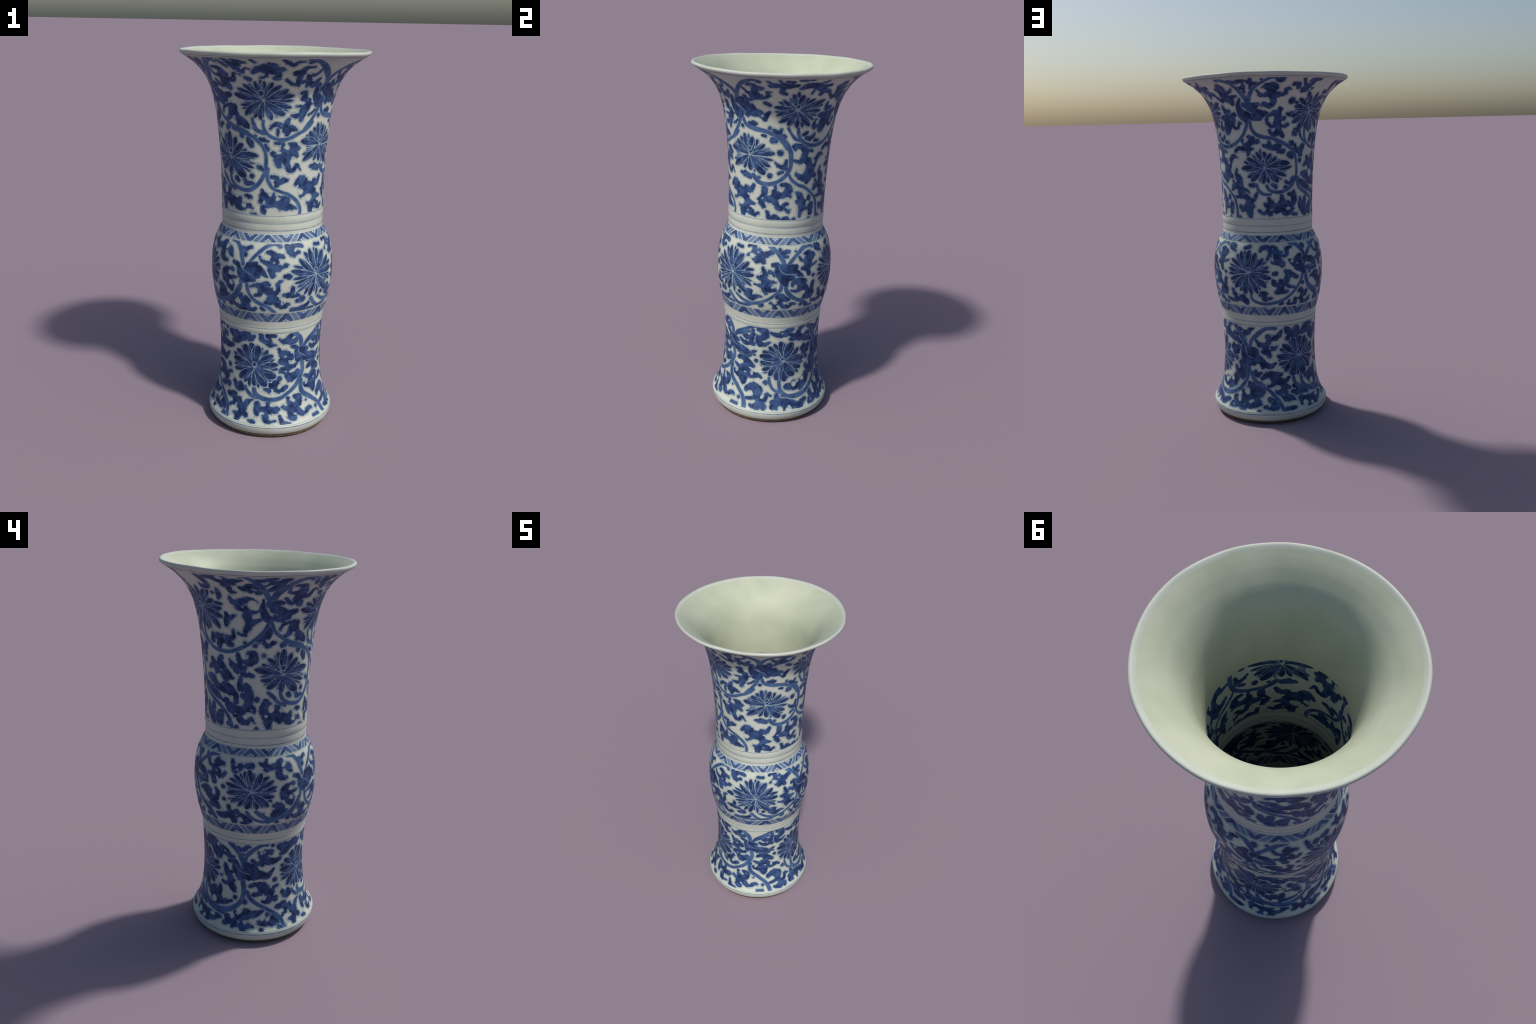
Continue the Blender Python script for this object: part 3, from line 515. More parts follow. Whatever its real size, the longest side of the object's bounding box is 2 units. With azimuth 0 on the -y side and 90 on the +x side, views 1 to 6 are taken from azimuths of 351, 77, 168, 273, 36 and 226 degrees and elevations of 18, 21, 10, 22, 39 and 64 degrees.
curl("neck", (-15.4, 1913, 13), (-15, 1910, 10))
curl("neck", (8.4, 1898, 23), (9.1, 1901, 22))
curl("neck", (-29.8, 1762, 11), (-30.4, 1756, 8))
curl("neck", (7, 1575, 22), (10.5, 1571, 20), (7.2, 1562, 10))
curl("neck", (12.2, 1486, 26), (14, 1469, 26), (10.9, 1477, 9))
curl("neck", (28.4, 1517, 20), (27.1, 1531, 15))
curl("neck", (-10.8, 1384, 19), (-8.6, 1371, 20), (-6, 1384, 13))
curl("neck", (-21.4, 1365, 19), (-21.4, 1351, 16))
curl("neck", (-30.3, 1321, 6), (-28.9, 1325, 6))
curl("neck", (-8.6, 1301, 17), (-5.3, 1312, 10))
curl("neck", (-72.3, 1331, 19), (-69.4, 1321, 30))
curl("neck", (-59.6, 1288, 40), (-57.5, 1277, 20), (-62.9, 1278, 14))
curl("neck", (-48.2, 1243, 6), (-47.4, 1246, 6))
curl("neck", (19.6, 1338, 17), (21.5, 1323, 14))
curl("neck", (24.6, 1298, 22), (23.8, 1292, 17))
curl("neck", (76.1, 1906, 27), (74.4, 1906, 19))
curl("neck", (79.5, 1862, 26), (80.9, 1851, 19), (78.1, 1859, 15))
curl("neck", (92.4, 1899, 13), (92.6, 1905, 13))
curl("neck", (84.2, 1758, 20), (85.3, 1752, 17))
curl("neck", (86.5, 1703, 15), (85.4, 1695, 12))
curl("neck", (45.7, 1921, 21), (47.8, 1926, 18))
curl("neck", (110.7, 1950, 14), (112.8, 1942, 11))
curl("neck", (116.8, 1912, 11), (117.7, 1914, 11))
curl("neck", (108.5, 1929, 14), (108.7, 1925, 12))
curl("neck", (26.3, 1734, 20), (25.9, 1728, 20))
curl("neck", (46.4, 1740, 17), (45.3, 1725, 14))
curl("neck", (62.8, 1942, 10), (63.6, 1942, 10))
curl("neck", (53.7, 1637, 14), (55.7, 1643, 14))
curl("neck", (85.4, 1630, 14), (86, 1624, 12))
curl("neck", (38.4, 1359, 23), (37.3, 1343, 19), (35.7, 1352, 12))
curl("neck", (49, 1304, 26), (47.4, 1292, 20))
curl("neck", (60.5, 1330, 16), (59.2, 1336, 13))
curl("neck", (51.9, 1347, 4), (53, 1348, 4))
curl("neck", (89.3, 1302, 18), (88, 1311, 12), (90.6, 1299, 12))
curl("neck", (102.1, 1326, 19), (102.8, 1314, 15), (100.7, 1329, 12))
curl("neck", (83.1, 1255, 8), (84.7, 1258, 8))
curl("neck", (104.9, 1262, 18), (106.3, 1259, 12))
curl("neck", (73.8, 1253, 15), (75.8, 1265, 12))
curl("neck", (179.8, 1828, 49), (180.7, 1817, 16), (178.4, 1814, 12))
curl("neck", (-178.9, 1770, 17), (-177.4, 1768, 14))
curl("neck", (171.1, 1818, 8), (171.8, 1816, 8))
curl("neck", (150.2, 1619, 16), (152.3, 1626, 13))
curl("neck", (151.3, 1668, 6), (151.8, 1662, 6))
curl("neck", (159.7, 1957, 33), (160.9, 1955, 26))
curl("neck", (165.5, 1964, 27), (166, 1961, 22))
curl("neck", (179.9, 1907, 8), (182.6, 1901, 7))
curl("neck", (-171.4, 1934, 18), (-170.4, 1940, 15))
curl("neck", (-175, 1649, 4), (-173.9, 1644, 4), (-171.8, 1649, 4))
curl("neck", (-165.3, 1651, 16), (-167, 1657, 11))
curl("neck", (141.5, 1913, 13), (143.1, 1920, 10))
curl("neck", (171.1, 1579, 24), (173.4, 1572, 17), (175.2, 1581, 11))
curl("neck", (161.9, 1552, 16), (163.1, 1547, 13))
curl("neck", (170.4, 1537, 6), (171.6, 1535, 6))
curl("neck", (175.1, 1508, 14), (174.5, 1502, 11))
curl("neck", (133.5, 1483, 25), (132.6, 1488, 20))
curl("neck", (144.5, 1498, 6), (145.7, 1496, 6))
curl("neck", (141.5, 1458, 39), (143, 1442, 29))
curl("neck", (156.9, 1354, 22), (157.6, 1366, 19))
curl("neck", (172.8, 1269, 19), (170.9, 1277, 12))
curl("neck", (161, 1287, 4), (162.3, 1288, 4))
curl("neck", (168.9, 1349, 24), (168.9, 1340, 18))
curl("neck", (170.2, 1397, 5), (171.4, 1400, 5))
curl("neck", (178.4, 1311, 5), (179.6, 1308, 5))
curl("neck", (-159.8, 1320, 25), (-160.4, 1311, 19), (-158.5, 1329, 16))
curl("neck", (-148.2, 1311, 21), (-148.8, 1299, 15), (-145.9, 1301, 9))
curl("neck", (-166, 1279, 12), (-164.7, 1276, 9))
curl("neck", (-132.4, 1249, 22), (-131.5, 1255, 18))

# --- bulb ---
stem("bulb", 23, (-142.3, 1070), (-136.3, 1060), (-131.3, 1030), (-129, 995), (-127.2, 958))
stem("bulb", 18, (-122.3, 962), (-117.5, 997), (-111.2, 1032), (-104.8, 1056), (-97.4, 1066), (-92.6, 1059))
stem("bulb", 18, (-129.5, 868), (-129.6, 838), (-133.6, 791), (-141, 753), (-149.3, 737))
stem("bulb", 20, (-123.4, 873), (-122.9, 842), (-120.9, 808), (-116.9, 777), (-110.8, 756), (-103.7, 740), (-99.1, 719), (-95.9, 702))
stem("bulb", 23, (-17.8, 1069), (-12.1, 1048), (-7.9, 1023), (-4.5, 996), (-2.7, 965))
stem("bulb", 21, (1.3, 970), (5.4, 1000), (12, 1032), (19.8, 1059), (27.8, 1061))
stem("bulb", 19, (-4.8, 864), (-6.2, 830), (-11.5, 798), (-18.6, 767), (-26.2, 747), (-33.5, 736), (-41.3, 741), (-46.6, 754), (-51.6, 772))
stem("bulb", 22, (-60.9, 769), (-55.5, 735), (-48.9, 714), (-40.1, 720), (-33.5, 736))
stem("bulb", 24, (-0.9, 854), (0, 826), (5.2, 788), (12.4, 764), (18.9, 747), (25.3, 712))
stem("bulb", 25, (103.1, 1068), (111.1, 1053), (116.7, 1023), (119, 989))
stem("bulb", 22, (121.2, 987), (127.4, 1024), (139.4, 1066))
stem("bulb", 17, (115.1, 892), (113.6, 859), (108.7, 816), (102.8, 779), (95.4, 749), (85.8, 730), (74.7, 722), (66.3, 731), (61.4, 749), (59.9, 771))
stem("bulb", 24, (119.3, 888), (120, 851), (124.6, 802), (134.3, 765), (139.6, 733))
stem("bulb", 33, (123.2, 813), (130.3, 784), (137.8, 754), (142.6, 717), (143.3, 701))
stem("bulb", 20, (120.1, 989), (127.5, 1025), (136.3, 1057), (145.4, 1068))
stem("bulb", 22, (-131.2, 836), (-132.3, 822), (-138.1, 781), (-146.8, 751), (-156.2, 735), (-163.2, 740), (-170.1, 763), (-174.7, 786))
stem("bulb", 17, (176.4, 784), (179.9, 756), (186.5, 733), (194.3, 725), (203.9, 728))
calyx("bulb", [(-130.9, 971), (-129.3, 945), (-124.7, 926), (-119.8, 910)], [(-136.8, 962, 22), (-131.6, 948, 30), (-129.6, 911, 40), (-126.1, 885, 49)], [(-122.2, 956, 30), (-114.6, 969, 24)], [(-123.1, 931, 47), (-114.4, 945, 48), (-109.4, 930, 37), (-104, 904, 8)], [(-125, 892, 48), (-117.2, 884, 27)], [(-121.9, 912, 43), (-112.7, 909, 28)])
calyx("bulb", [(-8.3, 971), (-6.5, 943), (-1.4, 923), (10.2, 918)], [(-13.8, 973, 25), (-9.4, 971, 31), (-8, 930, 46), (-2.8, 887, 52), (-0.9, 860, 28)], [(-5.5, 965, 28), (1.3, 961, 34), (8.3, 958, 35)], [(-3.1, 940, 55), (5.4, 937, 48), (12.7, 916, 28), (16.5, 903, 8)], [(-0.1, 903, 48), (5.6, 898, 30)])
calyx("bulb", [(116.1, 991), (115.3, 965), (119.1, 938), (125.2, 926), (133.5, 923)], [(100.3, 974, 15), (105.4, 956, 39), (113, 954, 62), (118.6, 977, 28)], [(112.6, 990, 36), (108.3, 975, 35)], [(120.7, 972, 34), (128.6, 960, 41), (132.7, 935, 45)], [(108.8, 933, 45), (115.3, 916, 45), (116.5, 897, 26)], [(122.7, 919, 37), (135.5, 913, 19)], [(124.8, 896, 23)])
leaf("bulb", [(-130.5, 1041, 16), (-126.7, 1036, 24), (-120.3, 1048, 17)], [(-125.9, 1008, 27), (-126.1, 1016, 21)])
leaf("bulb", [(-111.9, 1005, 11), (-109.2, 985, 19), (-104.7, 975, 25), (-99.8, 968, 41), (-97.4, 1000, 40), (-99.9, 1024, 30), (-104.5, 1028, 16)], [(-95.4, 1013, 22), (-90.4, 1007, 22)], [(-97.4, 981, 41), (-98.3, 949, 38), (-92.5, 954, 27), (-87.5, 964, 22), (-85, 966, 8)], [(-101.7, 943, 33), (-99.2, 913, 30)])
leaf("bulb", [(-85.6, 1057, 28), (-83.2, 1042, 38), (-79.5, 1055, 27)], [(-83.4, 1034, 33), (-80.4, 1017, 30), (-74.1, 1025, 16)], [(-75.4, 1056, 20), (-70.2, 1051, 17)])
bud("bulb", [(-92.6, 1056, 22)])
leaf("bulb", [(-119.7, 847, 14), (-115.1, 856, 23), (-110.2, 856, 34), (-104.8, 869, 26), (-102.4, 861, 17)], [(-109.7, 850, 36), (-110.7, 814, 30), (-115.2, 800, 17)], [(-105.3, 834, 42), (-99.4, 823, 51), (-95.1, 832, 29), (-94.7, 867, 22), (-90.9, 885, 10)], [(-98.4, 814, 42), (-100.8, 778, 46), (-106.2, 764, 18)], [(-96.8, 787, 34), (-93.7, 759, 43), (-89, 742, 28), (-85.5, 753, 23), (-83.3, 751, 12)])
leaf("bulb", [(-129.3, 799, 16), (-129.6, 777, 33), (-125.9, 757, 47), (-127.4, 727, 42), (-131.5, 709, 23)], [(-139.1, 747, 13), (-136.2, 729, 20), (-131.1, 726, 31)], [(-125, 736, 47), (-120.2, 715, 32), (-115.2, 728, 15)], [(-125.1, 773, 37), (-121.3, 767, 20)])
bud("bulb", [(-142.3, 733, 29)])
leaf("bulb", [(-147.9, 906, 30), (-145.5, 892, 49), (-143.4, 865, 47), (-140.7, 839, 46), (-140.4, 816, 32)], [(-140.8, 924, 20), (-138.1, 919, 20)], [(-133, 887, 10), (-137.9, 875, 12), (-142.7, 878, 22)], [(-138.1, 837, 23)])
leaf("bulb", [(-155.6, 816, 35), (-152.3, 798, 55), (-154.7, 762, 66), (-147.3, 772, 25)])
leaf("bulb", [(-146.5, 1029, 22), (-143.2, 1011, 36), (-141, 994, 22)])
bud("bulb", [(-109.9, 731, 16), (-107.3, 723, 19)])
bud("bulb", [(-84.8, 905, 34)])
leaf("bulb", [(-89.5, 807, 15), (-85, 806, 27), (-79.8, 806, 36), (-74.3, 799, 18)], [(-80.7, 845, 21), (-81, 818, 30)])
bud("bulb", [(-71, 777, 40), (-73.2, 770, 25)])
bud("bulb", [(-80.7, 719, 24), (-77.4, 720, 27)])
leaf("bulb", [(-73.8, 717, 34), (-68, 724, 34), (-62.8, 746, 17)], [(-62.4, 714, 19), (-56.5, 713, 15)])
leaf("bulb", [(-41.3, 1060, 15), (-35.9, 1062, 28), (-33.9, 1047, 30), (-36.3, 1027, 16), (-41, 1010, 13)], [(-33.5, 1038, 25), (-29.6, 1032, 38), (-26.2, 1014, 47), (-30, 993, 40)], [(-33.6, 996, 22)], [(-26.1, 1005, 44), (-23.5, 985, 25)], [(-24.6, 1018, 40), (-20.1, 1029, 31), (-16.1, 1039, 25), (-14.4, 1037, 15)], [(-28.8, 1044, 25)])
bud("bulb", [(-7.4, 1051, 22)])
leaf("bulb", [(-5.7, 1037, 22), (-1.5, 1040, 28), (2.2, 1045, 15)])
bud("bulb", [(-3.3, 1017, 18), (0.2, 1016, 15)])
bud("bulb", [(9, 1042, 13)])
leaf("bulb", [(-23.6, 951, 19), (-21.8, 933, 25), (-21, 904, 37), (-24.8, 898, 33), (-27.7, 899, 20)], [(-20.9, 897, 35), (-20.2, 864, 54), (-17.3, 845, 43)], [(-16.8, 932, 26), (-13.5, 926, 22), (-12.3, 914, 12)], [(-20.8, 877, 37), (-16.4, 879, 20), (-10.4, 874, 10)], [(-30.9, 856, 14), (-27.4, 853, 17), (-24, 849, 28)], [(-20.6, 833, 45), (-13.4, 833, 31), (-11.2, 830, 21)], [(-19.9, 809, 20)])
leaf("bulb", [(5.4, 854, 17), (7, 874, 32), (12.4, 877, 41), (18.1, 875, 27), (20.8, 869, 13)], [(12.5, 860, 41), (18, 838, 44), (22, 808, 47), (28.4, 793, 36)], [(14.7, 837, 37), (10.7, 820, 22), (4, 827, 10)], [(23.2, 789, 58), (19.5, 772, 28)], [(27.6, 819, 29), (29, 855, 24), (30.6, 856, 12)], [(27.4, 776, 33)])
leaf("bulb", [(19.2, 1024, 19), (24.3, 1026, 29), (25.1, 1001, 48), (20.7, 996, 34)], [(12.3, 1011, 13), (15.3, 994, 22), (22, 982, 34)], [(23.4, 984, 52), (21, 951, 45), (15, 950, 16)], [(21, 945, 31), (23.2, 916, 29)], [(28.7, 1015, 25), (30.9, 1010, 13)], [(27.5, 957, 19), (32.5, 967, 11)])
leaf("bulb", [(35.7, 1059, 38), (34.8, 1039, 23), (41.1, 1025, 16)], [(39.7, 1048, 28)])
bud("bulb", [(29.7, 1053, 15)])
bud("bulb", [(28.8, 896, 23)])
leaf("bulb", [(-8.6, 791, 33), (-4.1, 788, 38), (-1, 772, 31), (2.5, 771, 22)], [(-4.4, 766, 29), (-8.8, 744, 22), (-15.1, 750, 15)], [(-11, 733, 22), (-10.2, 710, 28)], [(-5.3, 740, 21), (-0.9, 725, 30), (3.7, 734, 28), (7.9, 742, 19), (10.5, 737, 7)])
bud("bulb", [(-25, 733, 35)])
bud("bulb", [(16.6, 731, 23)])
bud("bulb", [(29.2, 714, 18)])
leaf("bulb", [(-39.4, 798, 42), (-36.2, 809, 35)], [(-38.2, 789, 50), (-34, 769, 34), (-29.1, 785, 28), (-23.8, 785, 7)])
bud("bulb", [(53.2, 1043, 22), (57.9, 1050, 25)])
bud("bulb", [(83.3, 899, 18), (85.9, 902, 27)])
leaf("bulb", [(70, 1029, 18), (72.2, 1043, 25), (76.8, 1046, 31), (80.7, 1032, 27), (79.4, 1000, 21), (77.2, 980, 12)], [(82.5, 1051, 18), (86.4, 1045, 19)], [(86.2, 1028, 36), (87.6, 999, 45), (89, 975, 45), (92.7, 953, 36)], [(82.5, 965, 18), (86.8, 967, 33)], [(90, 1013, 33), (96.7, 1005, 27), (98.6, 1036, 24), (103.9, 1045, 12)])
bud("bulb", [(118.7, 1045, 32)])
bud("bulb", [(129.5, 1055, 16)])
leaf("bulb", [(95.7, 910, 18), (98.4, 900, 36), (102.5, 889, 33), (108.5, 872, 21)], [(98.4, 891, 36), (96.7, 858, 36), (93.9, 844, 33), (100.1, 822, 18), (105.6, 812, 12)], [(83.2, 860, 21), (85.8, 841, 34), (90.1, 846, 38), (93.3, 844, 31)], [(90.1, 833, 45), (90.6, 802, 44), (86.3, 791, 26)], [(92.9, 795, 32), (97.4, 792, 19)])
leaf("bulb", [(70.1, 779, 29), (74.4, 780, 38), (74.3, 754, 32), (78.7, 757, 19), (82.5, 757, 10)])
leaf("bulb", [(30.5, 741, 15), (36.2, 736, 24), (42.4, 745, 35), (48.7, 752, 38), (53.5, 739, 40), (55, 724, 22)], [(40.9, 769, 35), (40.4, 750, 35)], [(51.5, 767, 23)])
leaf("bulb", [(112.9, 791, 36), (116.2, 762, 41), (116.1, 733, 37), (115.7, 717, 25)], [(120.4, 777, 28), (118.6, 757, 27)], [(117.1, 723, 28), (123.4, 723, 25), (126.3, 742, 16)], [(112.3, 746, 14), (107, 744, 19), (107.3, 722, 27), (103.1, 708, 33), (99.2, 717, 18), (100.3, 733, 17)])
bud("bulb", [(91.5, 725, 29)])
bud("bulb", [(115.1, 836, 21)])
bud("bulb", [(38.7, 793, 26)])
leaf("bulb", [(161.7, 1050, 17), (163, 1026, 26), (165.1, 1003, 32)], [(164.9, 1011, 30), (169.9, 1025, 38)])
bud("bulb", [(176.1, 1030, 27), (180.2, 1031, 35)])
leaf("bulb", [(-171.2, 1042, 16), (-166.6, 1033, 30), (-165.1, 1015, 33)], [(-165.2, 1060, 16), (-166, 1041, 25)], [(-165.1, 1023, 33), (-158.8, 1023, 30), (-152.5, 1040, 37), (-150.2, 1053, 17)], [(-152.4, 1016, 36), (-153.9, 987, 38), (-151.4, 966, 27), (-145.8, 961, 17)], [(-149.4, 1022, 25), (-143.4, 1022, 30), (-142.2, 999, 28)])
leaf("bulb", [(134.2, 1025, 20), (137.7, 1008, 20), (144.4, 1020, 37), (145.8, 1035, 32)], [(145.6, 1024, 38), (152.4, 1029, 22)], [(143.2, 999, 40), (142.6, 973, 32), (135.5, 962, 14)], [(147, 982, 44), (151.1, 965, 23), (156, 984, 14)], [(142.3, 958, 35), (144.1, 929, 31)])
leaf("bulb", [(126.6, 864, 16), (134, 870, 51), (137.9, 853, 59), (141.3, 834, 59), (141.5, 803, 54)], [(146.3, 888, 20), (148.1, 870, 33), (147.3, 835, 17)], [(135.4, 801, 23), (141.4, 800, 42)], [(145.6, 801, 47), (148.5, 786, 26)])
leaf("bulb", [(147, 748, 23), (151.4, 745, 38), (157.5, 751, 42), (164.2, 745, 47), (163.9, 722, 27)], [(159.4, 808, 23), (160.2, 784, 25), (163.3, 767, 39)], [(166.7, 784, 29), (168.6, 763, 38), (173.7, 750, 37), (179.4, 732, 26)], [(172.1, 722, 30), (176.2, 725, 33)])
leaf("bulb", [(-158.8, 815, 18), (-154.6, 809, 36), (-150.7, 802, 27)], [(-155.4, 794, 45), (-156.6, 765, 37), (-159.6, 751, 21)], [(-152, 784, 37), (-145, 778, 17)])
bud("bulb", [(-168.6, 769, 21)])
leaf("bulb", [(-139.3, 924, 20), (-144.8, 914, 30), (-148.8, 901, 36), (-147, 878, 39), (-149.1, 856, 30), (-152, 880, 11)], [(-145.9, 885, 31), (-136.7, 885, 13)], [(-145.7, 852, 32), (-142.8, 820, 24), (-138.2, 842, 21)])
bud("bulb", [(154.3, 911, 24)])
bud("bulb", [(155.2, 844, 22)])
bud("bulb", [(135.2, 729, 29)])
bud("bulb", [(-163, 720, 19)])
bud("bulb", [(-154.2, 716, 24)])
bud("bulb", [(-54.4, 1048, 19), (-48.1, 1045, 19)])
bud("bulb", [(-88.1, 906, 23), (-83.3, 904, 23)])
bud("bulb", [(-75.3, 769, 25), (-69.3, 776, 21)])
bud("bulb", [(-47.9, 793, 24)])
flower("bulb", (57.6, 905), (57.6, 924, 19), [(43.7, 1005, 27), (48.5, 1024, 30), (52.3, 1029, 20), (58.4, 1030, 35), (65.6, 1017, 31), (73.4, 989, 27), (76.6, 968, 21), (78.7, 942, 24), (79.6, 912, 24), (81.1, 872, 30), (77.4, 852, 15), (75.7, 821, 34), (70.8, 805, 19), (67.4, 785, 29), (60.5, 774, 26), (54.2, 778, 36), (47.6, 793, 22), (42, 812, 32), (38.8, 835, 18), (36.2, 858, 27), (34.1, 890, 21), (34.1, 921, 28), (35.5, 946, 17), (37.1, 977, 24)])
flower("bulb", (-179.3, 896), (-181.1, 922, 25), [(-195.7, 984, 26), (-190.1, 993, 20), (-186.2, 1003, 30), (-181.2, 1015, 30), (-177.7, 995, 27), (-170.2, 995, 30), (-163.3, 976, 26), (-158.8, 955, 26), (-155.8, 919, 24), (-156.3, 899, 21), (-158.2, 867, 26), (-160.1, 838, 23), (-163.4, 815, 34), (-168.9, 808, 14), (-174.2, 802, 30), (-179.1, 805, 14), (-184.1, 803, 33), (-191.6, 814, 25), (-198.3, 833, 28), (-201.4, 848, 17), (-202.5, 880, 29), (-201.4, 905, 18), (-203.3, 935, 27), (-199.7, 961, 24)])
flower("bulb", (-56.2, 898), (-56.5, 923, 18), [(-80.2, 958, 21), (-74.6, 990, 27), (-69.2, 1020, 27), (-62.5, 1034, 31), (-56.9, 1037, 22), (-53.8, 1029, 30), (-44.7, 1010, 35), (-37.7, 975, 29), (-32.1, 939, 25), (-32.1, 905, 31), (-33.5, 871, 17), (-34.4, 843, 24), (-40.3, 796, 34), (-50.4, 818, 23), (-54.3, 777, 17), (-63, 784, 28), (-69.6, 797, 21), (-76.4, 816, 19), (-76.8, 842, 20), (-79.4, 866, 20), (-81, 888, 21), (-82.9, 933, 29), (-48.7, 1014, 14)])
curl("bulb", (-107.5, 1014, 16), (-106.3, 1002, 16), (-103.9, 1007, 8))
curl("bulb", (-98.4, 977, 7), (-97.9, 977, 7))
curl("bulb", (-91, 970, 11), (-90, 975, 8))
curl("bulb", (-116.7, 832, 25), (-114.7, 824, 22), (-117.2, 834, 9))
curl("bulb", (-106.2, 795, 16), (-106.7, 782, 14))
curl("bulb", (-97.6, 853, 14), (-97.5, 838, 11))
curl("bulb", (-90.1, 755, 11), (-90.8, 771, 8))
curl("bulb", (-133, 758, 23), (-132, 747, 19))
curl("bulb", (-78.6, 814, 7), (-78, 813, 7))
curl("bulb", (-139.2, 900, 15), (-141.3, 900, 12))
curl("bulb", (-140, 846, 15), (-140, 843, 15))
curl("bulb", (-76.7, 1039, 14), (-77.9, 1032, 11))
curl("bulb", (-36, 1015, 23), (-34.5, 1007, 16))
curl("bulb", (-38.4, 1046, 17), (-39.4, 1039, 13))
curl("bulb", (-30.3, 1035, 8), (-29, 1033, 6))
curl("bulb", (-16.1, 912, 19), (-14.9, 897, 19), (-17.7, 902, 13))
curl("bulb", (-13, 850, 17), (-14, 847, 13))
curl("bulb", (8.5, 842, 22), (9, 852, 14))
curl("bulb", (17.9, 806, 26), (16.1, 797, 22))
curl("bulb", (16.3, 1014, 17), (16.8, 1005, 14))
curl("bulb", (-11.8, 762, 26), (-10.6, 751, 20))
curl("bulb", (1.7, 746, 10), (3, 738, 6))
curl("bulb", (75.6, 1021, 24), (76.2, 1012, 21), (73.4, 1021, 12))
curl("bulb", (82, 985, 18), (83.1, 976, 12))
curl("bulb", (94.5, 1011, 9), (95.4, 1025, 9))
curl("bulb", (103.1, 966, 16), (104.4, 972, 9))
curl("bulb", (108.1, 955, 4), (110, 950, 4))
curl("bulb", (102.4, 861, 24), (104.2, 854, 24), (101.8, 846, 20))
curl("bulb", (87.4, 856, 12), (87.4, 865, 9))
curl("bulb", (45, 766, 11), (44.9, 763, 11))
curl("bulb", (37.4, 750, 14), (38.4, 758, 10))
curl("bulb", (111.2, 770, 20), (110, 761, 24))
curl("bulb", (102.1, 729, 11), (103.3, 734, 15))
curl("bulb", (118.9, 743, 17), (119, 737, 12))
curl("bulb", (77.6, 773, 12), (78.2, 770, 9))
curl("bulb", (-162.7, 1047, 14), (-161.2, 1042, 11))
curl("bulb", (-148, 1034, 19), (-148.8, 1024, 14), (-146.1, 1035, 9))
curl("bulb", (167, 1010, 10), (167.6, 1007, 8))
curl("bulb", (165.6, 1033, 11), (165.9, 1030, 9))
curl("bulb", (139, 1026, 19), (140.1, 1020, 15))
curl("bulb", (145.2, 988, 6), (146, 986, 6))
curl("bulb", (137.9, 983, 16), (137.3, 979, 13))
curl("bulb", (143.6, 863, 23), (143.6, 878, 19))
curl("bulb", (127.4, 844, 28), (127.2, 837, 23))
curl("bulb", (135.5, 807, 23), (136.3, 806, 18))
curl("bulb", (158.3, 725, 22), (157, 717, 17))
curl("bulb", (170, 737, 27), (171, 732, 20))
curl("bulb", (166.2, 761, 5), (167, 760, 5))
curl("bulb", (-162.9, 763, 18), (-163.3, 750, 15))
curl("bulb", (-158.7, 800, 8), (-158.1, 796, 8))
curl("bulb", (-141.2, 906, 20), (-140, 899, 23), (-143, 897, 13))
curl("bulb", (-140.9, 852, 23), (-141.5, 850, 19))
curl("bulb", (-146.6, 862, 5), (-146, 861, 5))

# --- foot ---
stem("foot", 26, (-73.1, 575), (-66.8, 545), (-64.6, 512), (-64.1, 480))
stem("foot", 25, (-39.4, 544), (-50.1, 523), (-58.6, 500), (-61.2, 476))
stem("foot", 24, (-62.6, 404), (-61.5, 360), (-64.4, 318), (-71.7, 269), (-80.6, 236), (-89.6, 211), (-99.5, 203), (-108, 210), (-115.4, 228), (-117.9, 256))
stem("foot", 20, (-128.3, 261), (-124.7, 235), (-118.3, 215), (-109.4, 210))
stem("foot", 26, (-63.6, 293), (-64.8, 257), (-61.6, 218), (-51.5, 179), (-42.4, 135), (-39, 94), (-38.4, 76))
stem("foot", 18, (-30.8, 583), (-41.8, 561), (-54.7, 524), (-60.7, 491))
stem("foot", 19, (43.5, 195), (32.9, 163), (22.3, 145), (12.8, 145), (5.2, 163), (-0.8, 197), (-1.8, 246))
stem("foot", 17, (-13.6, 267), (-12.5, 231), (-7.7, 194), (-0.9, 178))
stem("foot", 29, (34.2, 570), (40.2, 530), (45.8, 489), (50.4, 451))
stem("foot", 24, (54.1, 461), (57, 496), (64.9, 535), (73.1, 565), (81.9, 573))
stem("foot", 24, (52.8, 330), (52, 285), (47.7, 234), (39.8, 186), (29, 157), (14.3, 150), (1.7, 161))
stem("foot", 22, (56.3, 300), (59.1, 261), (67.4, 225), (76, 202), (82.7, 167), (88.2, 129), (92.3, 85))
stem("foot", 21, (106.8, 262), (109.1, 228), (115.2, 197))
stem("foot", 24, (117.7, 259), (119.9, 215), (126.3, 179), (137.3, 157), (152.2, 151))
stem("foot", 28, (157.5, 578), (163.6, 549), (168.8, 514), (172.5, 465))
stem("foot", 23, (173.9, 477), (176.8, 515), (184.5, 552), (193.6, 578), (197.9, 576))
stem("foot", 27, (171.9, 357), (172.9, 307), (171.7, 252), (166.2, 209), (157.7, 178), (147.4, 165), (135.6, 167), (126.9, 185))
stem("foot", 22, (176.6, 293), (180.3, 256), (186.8, 226), (196.6, 196), (205.6, 164), (212.2, 129), (214.7, 86))
calyx("foot", [(-67.8, 480), (-66.7, 456), (-57.8, 427)], [(-75.6, 500, 22), (-70.5, 487, 25), (-68.5, 454, 44), (-67.4, 422, 46)], [(-64.1, 468, 44), (-56, 465, 24)], [(-63.8, 441, 62), (-53.3, 418, 49), (-42.8, 409, 40)], [(-48.6, 431, 22), (-31.4, 399, 11)])
